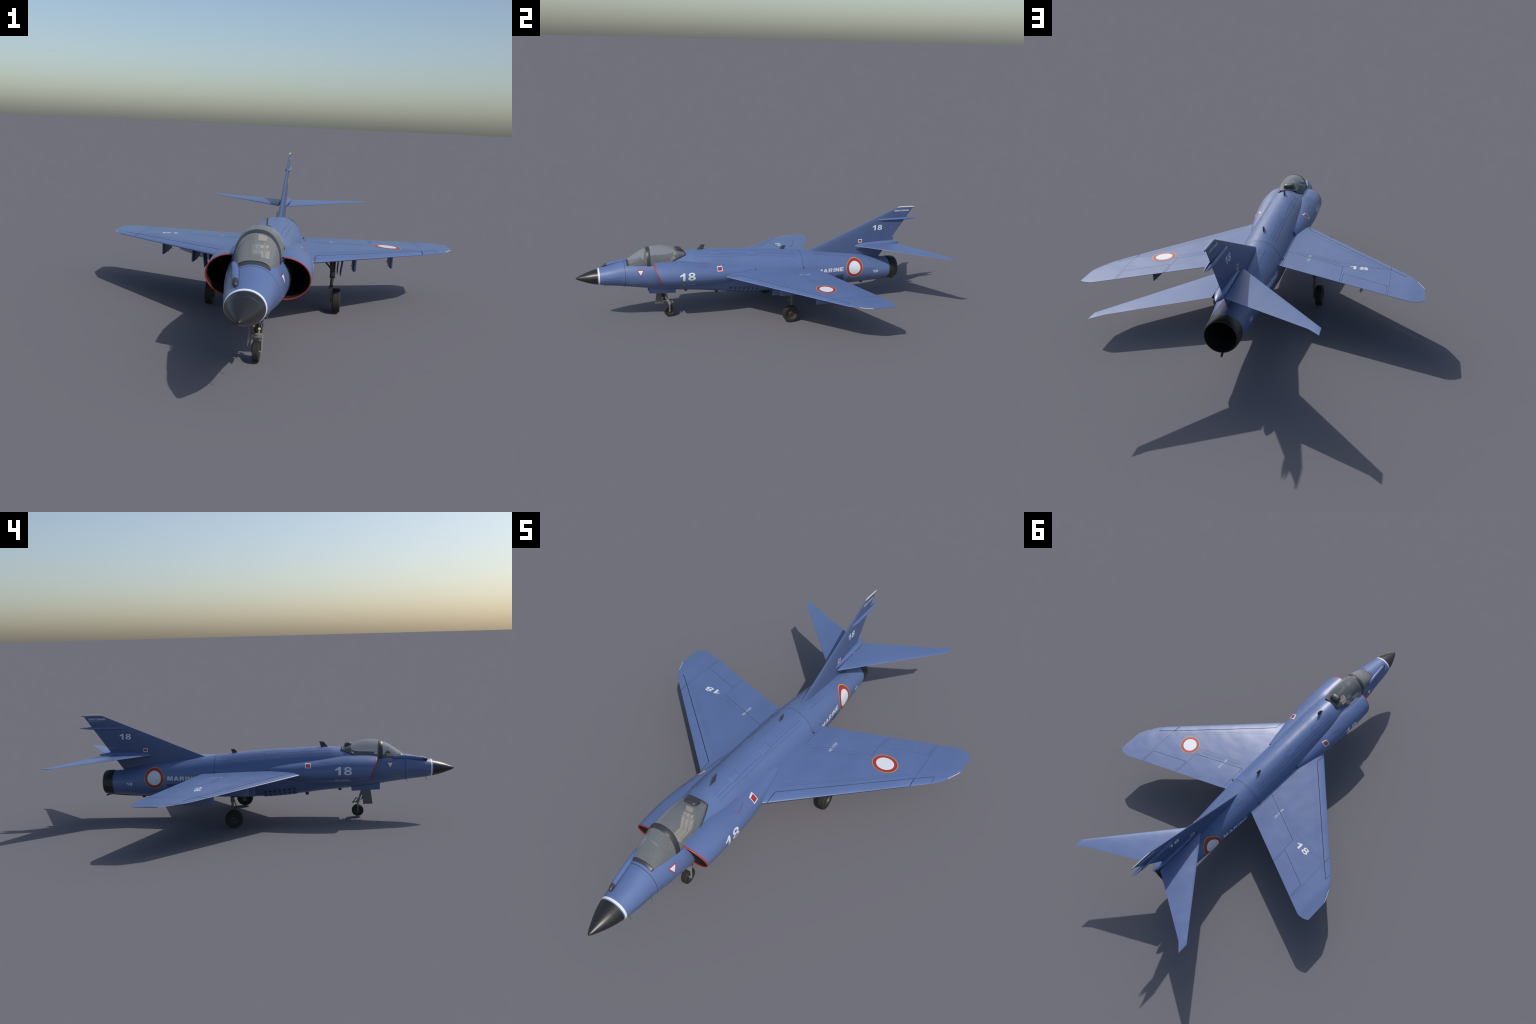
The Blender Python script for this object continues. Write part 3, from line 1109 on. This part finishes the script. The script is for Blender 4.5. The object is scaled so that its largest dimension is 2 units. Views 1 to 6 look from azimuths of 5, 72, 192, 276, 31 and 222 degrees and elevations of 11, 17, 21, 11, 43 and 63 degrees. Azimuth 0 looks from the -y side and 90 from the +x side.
NG = gear_root("nose_gear")
wheel((0, -.5221, .0300), .0300, .0102, .0192, 1, NG, holes=6)
b = Build()
b.tube((0, -.5560, .172), (0, -.5350, .1060), .0064, .0060)
b.tube((0, -.5350, .1060), (0, -.5225, .0760), .0050, .0044)
b.tube((-.0040, -.552, .165), (-.0045, -.5300, .0900), .0022)
b.tube((.0045, -.552, .165), (.0050, -.5300, .0900), .0022)
b.tube((0, -.5300, .0935), (0, -.5255, .0835), .0078, .0085)
b.hexa([(-.0165, -.5300, .0725), (.0165, -.5300, .0725), (.0165, -.5150, .0725), (-.0165, -.5150, .0725)],
       [(-.0150, -.5310, .0830), (.0150, -.5310, .0830), (.0150, -.5160, .0830), (-.0150, -.5160, .0830)])
for q in (1, -1):
    b.tube((q * .0148, -.5222, .0790), (q * .0142, -.5222, .0280), .0042, .0026)
    b.ball((q * .0142, -.5222, .0290), .0030)
b.tube((-.0145, -.5222, .0300), (.0145, -.5222, .0300), .0028)
b.tube((0, -.5570, .0915), (0, -.5310, .0860), .0022, .0026)
b.tube((0, -.5140, .0940), (0, -.4995, .0725), .0028, .0034)
b.tube((0, -.4995, .0725), (0, -.5180, .0745), .0026, .0024)
b.obj("strut", STRUT, NG, bevel=.0005)
b = Build()
b.tube((-.0050, -.4988, .0715), (.0050, -.4988, .0715), .0036, n=14)
b.tube((-.0055, -.5145, .0945), (.0055, -.5145, .0945), .0030, n=14)
b.tube((-.0050, -.5135, .0745), (.0050, -.5135, .0745), .0028, n=14)
b.box((-.0060, -.5600, .1000), (.0070, -.5460, .1220))
b.tube((0, -.5500, .1000), (0, -.5440, .0920), .0060, .0040)
b.obj("strut_fitting", BLACK, NG, bevel=.0008)
b = Build()
for c in ((.0086, -.5600, .1080), (-.0068, -.5640, .1165)):
    b.tube(c, (c[0], c[1] + .010, c[2] + .001), .0046, .0036, 18)
b.obj("lamp_housing", BLACK, NG)
b = Build()
for c in ((.0086, -.5600, .1080), (-.0068, -.5640, .1165)):
    b.ball((c[0], c[1] + .0002, c[2]), .0043, 14, 1, .32, 1)
b.obj("landing_lamp", LAMP, NG)
b = Build()
b.plate([(-.0165, -.5865, .1420), (-.0190, -.5967, .0680), (-.0190, -.5500, .0660), (-.0165, -.5400, .1420)], .0018)
b.obj("strut_fairing", STRUT_DK, NG, bevel=.0004)
for q in (1, -1):
    b = Build()
    b.plate([(q * .0235, -.6325, .1790), (q * .0220, -.6325, .1432), (q * .0220, -.4910, .1362), (q * .0235, -.4910, .1620)], .0018)
    b.obj("gear_door", BLUE_IN, NG, bevel=.0004)

# ---------------------------------------------------------------- airbrakes with black discs for perforations
for s in (1, -1):
    def ab_pt(y, f, g):
        t0, t1 = fus_th_at(y, lerp(.172, .154, (y + .216) / .17)), fus_th_at(y, lerp(.1255, .1115, (y + .216) / .17))
        p = fus_pt(y, lerp(t0, t1, f), g)
        p.x *= s
        return p
    ys, fs = linspace(-.216, -.046, 30), linspace(0, 1, 14)
    outer = [[ab_pt(y, f, .0022) for f in fs] for y in ys]
    skirt = [[ab_pt(y, f, -.002) for f in fs] for y in ys]
    v = [p for r in outer + skirt for p in r]
    o = len(ys) * len(fs)
    loop = [i for i in range(14)] + [14 * r + 13 for r in range(1, 30)] + [29 * 14 + i for i in range(12, -1, -1)] + [14 * r for r in range(28, 0, -1)]
    faces = grid_faces(30, 14) + [(loop[i], loop[(i + 1) % len(loop)], o + loop[(i + 1) % len(loop)], o + loop[i]) for i in range(len(loop))]
    ab = mesh_obj("airbrake", v, faces, BLUE_IN, ROOT, 35)
    b = Build()
    for i in range(7):
        y = lerp(-.2020, -.0570, i / 6)
        for f in (.16, .54, .88):
            c = ab_pt(y, f, .0022)
            e1 = (ab_pt(y + .002, f, .0022) - ab_pt(y - .002, f, .0022)).normalized()
            e2 = (ab_pt(y, f + .02, .0022) - ab_pt(y, f - .02, .0022)).normalized()
            nn = e1.cross(e2).normalized()
            if nn.x * s < 0:
                nn = -nn
            b.tube(c - nn * .002, c + nn * .00035, .0055, n=20)
    b.obj("airbrake_hole_disc", BLACK, ab)  # black discs added in place of holes; the plate stays solid

# ---------------------------------------------------------------- surface marks
bpy.context.view_layer.update()


def bvh_of(objs):
    vs, fs = [], []
    for o in objs:
        k = len(vs)
        vs += [v.co.copy() for v in o.data.vertices]
        fs += [[i + k for i in p.vertices] for p in o.data.polygons]
    return BVHTree.FromPolygons(vs, fs)


BODY = bvh_of([FUSELAGE] + INTAKES)
FINB = bvh_of([FIN])


def proj_bvh(tree, d):
    d = Vector(d)

    def f(p, off):
        hit = tree.ray_cast(p - d * 2, d)
        if hit[0] is None:
            return None
        n = hit[1] if hit[1].dot(d) < 0 else -hit[1]
        return hit[0] + n * off
    return f


def proj_wing(side=1):
    def f(p, off):
        return Vector((p.x, p.y, w_surf(abs(p.x), p.y, side) + side * off))
    return f


def proj_fin(s):
    def f(p, off):
        ff = clamp((p.y - FIN_LE(p.z)) / (FIN_TE(p.z) - FIN_LE(p.z)))
        return Vector((s * (fin_half(p.z, ff) + off), p.y, p.z))
    return f


def mark(name, groups, frame, proj, parent, off=.0005, cell=.004):
    """groups: [(material, [polygon of (u, v)...])]; frame = (origin, U, V)"""
    o, U, V = (Vector(q) for q in frame)
    bm = bmesh.new()
    mats = []
    for mi, (mat, polys) in enumerate(groups):
        mats.append(mat)
        for poly in polys:
            vs = [bm.verts.new((u, v, 0)) for u, v in poly]
            fc = bm.faces.new(vs)
            fc.material_index = mi
    bmesh.ops.remove_doubles(bm, verts=bm.verts, dist=1e-6)
    for ax in (0, 1):
        lo = min(v.co[ax] for v in bm.verts)
        hi = max(v.co[ax] for v in bm.verts)
        k = int((hi - lo) / cell)
        for i in range(1, k + 1):
            co = Vector((0, 0, 0))
            co[ax] = lo + (hi - lo) * i / (k + 1)
            nn = Vector((0, 0, 0))
            nn[ax] = 1
            bmesh.ops.bisect_plane(bm, geom=bm.verts[:] + bm.edges[:] + bm.faces[:], plane_co=co, plane_no=nn, dist=1e-7)
    bmesh.ops.triangulate(bm, faces=bm.faces[:])
    dead = []
    for v in bm.verts:
        q = proj(o + U * v.co.x + V * v.co.y, off)
        if q is None:
            dead.append(v)
        else:
            v.co = q
    if dead:
        bmesh.ops.delete(bm, geom=dead, context="VERTS")
    want = U.cross(V)
    for fc in bm.faces:
        fc.normal_update()
        if fc.normal.dot(want) < 0:
            fc.normal_flip()
        fc.smooth = True
    me = bpy.data.meshes.new(name)
    bm.to_mesh(me)
    bm.free()
    for m in mats:
        me.materials.append(m)
    return new_obj(name, me, parent)


def arc(cx, cy, rx, ry, a0, a1, n=10):
    return [(cx + rx * cos(radians(lerp(a0, a1, i / n))), cy + ry * sin(radians(lerp(a0, a1, i / n)))) for i in range(n + 1)]


def band(p, q):
    """strip of quads between two point rows"""
    return [[p[i], p[i + 1], q[i + 1], q[i]] for i in range(len(p) - 1)]


def clip_v(poly, v, keep_low):
    out = []
    for (a, b_) in zip(poly, poly[1:] + poly[:1]):
        ia, ib = (a[1] <= v) == keep_low, (b_[1] <= v) == keep_low
        if ia:
            out.append(a)
        if ia != ib:
            t = (v - a[1]) / (b_[1] - a[1])
            out.append((lerp(a[0], b_[0], t), v))
    return out


def oval_ring(cx, cy, rx, ry, hx, hy, n=36):
    return band(arc(cx, cy, rx, ry, 0, 360, n), arc(cx, cy, hx, hy, 0, 360, n))


def bowl(x0, x1, v0, v1, w, h):
    """right-hand loop of R, P and D"""
    m, r = (v0 + v1) / 2, (v1 - v0) / 2
    rx = min(x1 - x0, r * 1.15)
    outer = [(x0, v1)] + arc(x1 - rx, m, rx, r, 90, -90, 14) + [(x0, v0)]
    inner = [(x0, v1 - h)] + arc(x1 - rx, m, rx - w, r - h, 90, -90, 14) + [(x0, v0 + h)]
    return band(outer, inner)


def glyph(c):
    """bold grotesque capitals in a unit box: (width factor, polygons)"""
    stem = [(0, 0), (.28, 0), (.28, 1), (0, 1)]
    if c == "1":
        return .69, [[(.56, 0), (1, 0), (1, 1), (.64, 1), (.44, .865), (0, .745), (0, .565), (.30, .615), (.56, .70)]]
    if c == "8":
        low = [clip_v(q, .515, True) for q in oval_ring(.5, .285, .5, .285, .215, .125)]
        up = [clip_v(q, .515, False) for q in oval_ring(.5, .748, .44, .252, .185, .115)]
        return 1.0, [q for q in low + up if len(q) > 2]
    if c == "I":
        return .28, [[(0, 0), (1, 0), (1, 1), (0, 1)]]
    if c == "N":
        return .95, [[(0, 0), (.28, 0), (.28, .60), (.70, 0), (1, 0), (1, 1), (.72, 1), (.72, .40), (.30, 1), (0, 1)]]
    if c == "M":
        return 1.12, [[(0, 0), (.22, 0), (.22, .72), (.40, 0), (.60, 0), (.78, .72), (.78, 0), (1, 0), (1, 1), (.66, 1), (.5, .34), (.34, 1), (0, 1)]]
    if c == "A":
        L_ = [(0, 0), (.28, 0), (.35, .20), (.41, .39), (.5, .70), (.5, 1), (.36, 1)]
        return 1.08, [L_, [(1 - x, y) for x, y in reversed(L_)], [(.35, .20), (.65, .20), (.59, .39), (.41, .39)]]
    if c == "E":
        return .86, [[(0, 0), (1, 0), (1, .19), (.32, .19), (.32, .41), (.93, .41), (.93, .59), (.32, .59), (.32, .81), (.98, .81), (.98, 1), (0, 1)]]
    if c == "R":
        return .98, [stem, [(.40, .40), (.66, .40), (1, 0), (.68, 0)]] + bowl(.28, .93, .40, 1, .28, .18)
    if c == "P":
        return .88, [stem] + bowl(.28, 1, .36, 1, .28, .18)
    if c == "D":
        return .96, [stem] + bowl(.28, 1, 0, 1, .28, .18)
    if c == "O":
        return 1.05, oval_ring(.5, .5, .5, .5, .24, .31)
    if c == "T":
        return .88, [[(.35, 0), (.65, 0), (.65, .80), (1, .80), (1, 1), (0, 1), (0, .80), (.35, .80)]]
    if c == "U":
        o, i_ = [(0, 1)] + arc(.5, .40, .5, .40, 180, 360, 14) + [(1, 1)], [(.28, 1)] + arc(.5, .40, .22, .22, 180, 360, 14) + [(.72, 1)]
        return .95, band(o, i_)
    if c == "S":
        o = arc(.5, .715, .48, .285, 20, 270, 14)[:-1] + arc(.5, .285, .24, .115, 90, -90, 8)[:-1] + arc(.5, .285, .24, .115, 270, 200, 5)
        i_ = arc(.5, .715, .24, .115, 20, 270, 14)[:-1] + arc(.5, .285, .50, .285, 90, -90, 8)[:-1] + arc(.5, .285, .50, .285, 270, 200, 5)
        return .92, band(o, i_)
    return .45, []


def text_polys(body, box, gap=.16, aspect=.82):
    """lettering fitted into box (u0, u1, v0, v1)"""
    raw, x = [], 0.0
    for c in body:
        w, polys = glyph(c)
        w *= aspect
        raw += [[(x + px * w, py) for px, py in q] for q in polys]
        x += w + gap
    x -= gap
    u0, u1, v0, v1 = box
    return [[(lerp(u0, u1, px / x), lerp(v0, v1, py)) for px, py in q] for q in raw]


def ring_polys(c, r0, r1, n=64):
    out = []
    for i in range(n):
        a, b_ = 2 * pi * i / n, 2 * pi * (i + 1) / n
        P = lambda r, t: (c[0] + r * cos(t), c[1] + r * sin(t))
        out.append([P(r0, a), P(r1, a), P(r1, b_), P(r0, b_)] if r0 > 0 else [c, P(r1, a), P(r1, b_)])
    return out


def rect(u0, u1, v0, v1):
    return [(u0, v0), (u1, v0), (u1, v1), (u0, v1)]


def frame_polys(u0, u1, v0, v1, bu, bv):
    return [rect(u0, u1, v0, v0 + bv), rect(u0, u1, v1 - bv, v1), rect(u0, u0 + bu, v0 + bv, v1 - bv), rect(u1 - bu, u1, v0 + bv, v1 - bv)]


def stroke(pts, w):
    """polyline ribbon as quads"""
    out = []
    for (a, b_) in zip(pts[:-1], pts[1:]):
        d = Vector((b_[0] - a[0], b_[1] - a[1]))
        d.normalize()
        n = Vector((-d.y, d.x)) * (w / 2)
        e = d * (w * .3)
        out.append([(a[0] - n.x - e.x, a[1] - n.y - e.y), (b_[0] - n.x + e.x, b_[1] - n.y + e.y), (b_[0] + n.x + e.x, b_[1] + n.y + e.y), (a[0] + n.x - e.x, a[1] + n.y - e.y)])
    return out


def side_frame(s):
    """u runs to the reader's right when looking at this flank, v is up"""
    return ((s * .3, 0, 0), (0, s, 0), (0, 0, 1))


def side_box(s, y0, y1, z0, z1):
    return (y0, y1, z0, z1) if s > 0 else (-y1, -y0, z0, z1)


def roundel_groups(c, r):
    return [(YELLOW, ring_polys(c, r * .945, r)), (RED, ring_polys(c, r * .685, r * .945)), (WHITE, ring_polys(c, 0, r * .685))]


TOP = ((0, 0, .5), (1, 0, 0), (0, 1, 0))
FRONT = lambda s: proj_bvh(BODY, (-s, 0, 0))
DOWN = proj_bvh(BODY, (0, 0, -1))

for s in (1, -1):
    fr, pr = side_frame(s), FRONT(s)
    trunk = INTAKES[0 if s > 0 else 1]
    B = lambda *a: side_box(s, *a)
    mark("roundel", roundel_groups((s * .516, .2168), .0528), fr, pr, FUSELAGE)
    mark("lettering", [(WHITE, text_polys("MARINE", B(.2875, .4460, .2062, .2275)))], fr, pr, FUSELAGE)
    mark("number_marking", [(WHITE, text_polys("18", gap=.30, box=B(.6340, .6655, .1780, .1932)))], fr, pr, FUSELAGE)
    mark("number_marking", [(WHITE, text_polys("18", gap=.30, box=B(-.4890, -.4075, .2415, .2820)))], fr, pr, trunk)
    mark("lettering", [(DULLWHITE, text_polys("NO STEP", B(-.4745, -.4065, .2082, .2180)))], fr, pr, trunk, cell=.006)
    u0, u1, v0, v1 = B(-.2878, -.2590, .2738, .2942)
    mark("rescue_marking", [(WHITE, frame_polys(u0, u1, v0, v1, .0030, .0030)), (RED, [rect(u0 + .003, u1 - .003, v0 + .003, v1 - .003)])], fr, pr, trunk, cell=.0025)
    # warning triangle
    tri = [(s * -.6960, .2910), (s * -.6605, .2910), (s * -.6785, .2592)]
    cx, cz = s * -.6783, .2812
    inn = [(lerp(cx, u, .72), lerp(cz, v, .72)) for u, v in tri]
    edge = [[tri[i], tri[(i + 1) % 3], inn[(i + 1) % 3], inn[i]] for i in range(3)]
    mark("warning_triangle", [(RED, edge), (WHITE, [inn])], fr, pr, FUSELAGE)
    u0, u1, v0, v1 = B(-.7415, -.6858, .2192, .2252)
    mark("stencil_strip", [(OLIVE, [rect(u0, u1, v0, v1)])], fr, pr, FUSELAGE)
    # thin red dashes on the trunk
    mark("red_dash", [(DULLRED, stroke([(s * -.3858, .3062), (s * -.3740, .2988), (s * -.3260, .2990)], .0011))], fr, pr, trunk, off=.0004)
    mark("red_dash", [(DULLRED, stroke([(s * .0800, -.3745), (s * .0800, -.3260)], .0011))], TOP, DOWN, trunk, off=.0004)
    # cooling louvres, slots shown only as dark painted stripes
    mark("louvre_stripe", [(GAP, [rect(*B(.3990, .4500, z - .0014, z + .0014)) for z in (.1845, .1785, .1725, .1665, .1605, .1550)])], fr, pr, FUSELAGE)
    # fin marks
    pf = proj_fin(s)
    mark("number_marking", [(WHITE, text_polys("18", gap=.30, box=B(.6465, .7062, .4088, .4392)))], fr, pf, FIN)
    mark("lettering", [(WHITE, text_polys("SUPER ETENDARD", B(.7780, .8690, .5115, .5207)))], fr, pf, FIN, cell=.006)
    u0, u1, v0, v1 = B(.5590, .5835, .3425, .3622)
    mark("rescue_marking", [(WHITE, frame_polys(u0, u1, v0, v1, .0030, .0040)), (RED, [rect(u0 + .003, u1 - .003, v0 + .004, v1 - .004)])], fr, pf, FIN)
    # wing lettering
    W = WINGS[s]
    pw = proj_wing()
    # 'NO STEP' reads rearward with its head towards -x on both wings
    rear = ((s * .2030, 0, .5), (0, 1, 0), (-1, 0, 0))
    mark("lettering", [(DULLWHITE, text_polys("NO STEP", (.1412, .2045, -.0058, .0058)))], rear, pw, W, cell=.006)

mark("roundel", roundel_groups((.4122, .2088), .0512), TOP, proj_wing(), WINGS[1])
fwd = ((0, 0, .5), (-1, 0, 0), (0, -1, 0))
mark("number_marking", [(WHITE, text_polys("18", gap=.30, box=(.3766, .4495, -.2400, -.2095)))], fwd, proj_wing(), WINGS[-1])

# ---------------------------------------------------------------- panel joints
for y0, y1 in ((.1905, .2004), (.2024, .2110), (-.7670, -.7562), (-.7540, -.7450)):
    fus_band("skin_joint", y0, y1, .0005, BLUE, FUSELAGE, (0.02, 2 * pi - .02) if y0 < 0 else (0, 2 * pi), k=4)


def ring_line(y, w, mat, t0=0.0, t1=2 * pi, off=.0005):
    n = 120
    vs = []
    for e in (-w / 2, w / 2):
        for i in range(n + 1):
            vs.append(fus_pt(y + e, lerp(t0, t1, i / n), off))
    mesh_obj("panel_line", vs, grid_faces(2, n + 1), mat, FUSELAGE, 60)


ring_line(.2014, .0020, SEAM)
ring_line(-.7551, .0018, SEAM)
ring_line(.4808, .0012, SEAM_SOFT)
ring_line(.6190, .0012, SEAM_SOFT)
ring_line(.7436, .0020, GAP)

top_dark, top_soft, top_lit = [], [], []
for q in (1, -1):
    L = lambda pts: [(q * x, y) for x, y in pts]
    # spine stringers
    top_dark += stroke(L([(.0462, -.393), (.0458, -.2995)]), .0008) + stroke(L([(.0455, -.2520), (.0490, -.1040)]), .0008) + stroke(L([(.0490, -.0560), (.0490, .1680)]), .0008)
    top_soft += stroke(L([(.0338, -.392), (.0325, -.2995)]), .0009) + stroke(L([(.0390, -.056), (.0390, .1690)]), .0009) + stroke(L([(.0575, -.395), (.0605, .1690)]), .0009)
    # hatch joints; front edge painted sunlit, rear and outer edges darkened for shade
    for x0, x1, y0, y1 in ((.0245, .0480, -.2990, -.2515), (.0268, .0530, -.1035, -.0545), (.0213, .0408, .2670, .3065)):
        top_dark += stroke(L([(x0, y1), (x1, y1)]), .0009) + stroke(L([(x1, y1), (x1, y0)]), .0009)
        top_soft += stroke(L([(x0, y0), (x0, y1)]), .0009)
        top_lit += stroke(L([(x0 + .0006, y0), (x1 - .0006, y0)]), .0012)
    top_soft += stroke(L([(.0400, .3065), (.0400, .4800)]), .0009) + stroke(L([(.0400, .4815), (.0380, .6050)]), .0009)
mark("panel_line", [(SEAM, top_dark)], TOP, DOWN, FUSELAGE, off=.0004, cell=.012)
mark("panel_line", [(SEAM_SOFT, top_soft)], TOP, DOWN, FUSELAGE, off=.0004, cell=.012)
mark("panel_line", [(EDGE_LIT, top_lit)], TOP, DOWN, FUSELAGE, off=.0005, cell=.012)  # painted highlight on the hatch front edges, not a joint
mark("panel_line", [(SEAM_SOFT, stroke([(-.0205, -.8540), (-.0312, -.7570)], .0014))], TOP, DOWN, FUSELAGE, off=.0004, cell=.012)  # crevice shade at the pod's base, painted as a dark line
for s in (1, -1):
    Ls = lambda pts: [(s * y, z) for y, z in pts]
    soft = stroke(Ls([(-.8610, .2490), (-.6750, .2580)]), .0009)
    soft += stroke(Ls([(-.8600, .2420), (-.7560, .2440), (-.7400, .2440), (-.6730, .2470)]), .0008)
    soft += stroke(Ls([(-.8600, .2390), (-.7845, .2405), (-.7830, .2225), (-.8600, .2225), (-.8600, .2390)]), .0009)
    soft += stroke(Ls([(.5700, .2060), (.6890, .2110)]), .0010) + stroke(Ls([(.5650, .2000), (.6600, .2040)]), .0008)
    soft += stroke(Ls([(.4820, .1620), (.6190, .1700)]), .0008)
    mark("panel_line", [(SEAM_SOFT, soft)], side_frame(s), FRONT(s), FUSELAGE, off=.0004, cell=.012)
    trunk = INTAKES[0 if s > 0 else 1]
    mark("panel_line", [(SEAM_SOFT, stroke(Ls([(-.2507, .2840), (-.2426, .2606), (-.2449, .2148)]), .0007))], side_frame(s), FRONT(s), trunk, off=.0003)
    # wing joints
    W = WINGS[s]
    Lw = lambda pts: [(s * x, y) for x, y in pts]
    soft = stroke(Lw([(.5159, .2044), (.1772, -.1140), (.1560, -.1345)]), .0011)
    soft += stroke(Lw([(.4906, .1951), (.1692, -.1058), (.1480, -.1265)]), .0008)
    soft += stroke(Lw([(.5360, .2116), (.4674, .2118), (.3469, .2179)]), .0009) + stroke(Lw([(.5286, .2021), (.3379, .1892)]), .0009)
    soft += stroke(Lw([(.3384, .1818), (.1452, .1010)]), .0009) + stroke(Lw([(.3311, .1934), (.1378, .1154)]), .0012) + stroke(Lw([(.3300, .2010), (.1389, .1214)]), .0008)
    mark("panel_line", [(SEAM_SOFT, soft)], TOP, proj_wing(), W, off=.0003, cell=.012)
    hinge = stroke(Lw([(.1490, -.1735), (.5375, .2038), (.5990, .2602)]), .0014) + stroke(Lw([(.1478, -.2265), (.1478, -.1755)]), .0014)
    mark("slat_gap_ribbon", [(GAP, hinge)], TOP, proj_wing(), W, off=.0004, cell=.012)  # dark ribbon added on the wing skin to deepen the slat gap
    mark("panel_line", [(SEAM, stroke(Lw([(.5395, .2080), (.5390, .3398), (.5377, .4395)]), .0010))], TOP, proj_wing(), W, off=.0003, cell=.012)
    # black patch laid on the belly skin in place of the nose-gear bay
mark("gear_bay_black", [(BLACK, [rect(-.0200, .0200, -.6300, -.4920)])], ((0, 0, -.2), (1, 0, 0), (0, 1, 0)), proj_bvh(BODY, (0, 0, 1)), FUSELAGE, off=.0006)
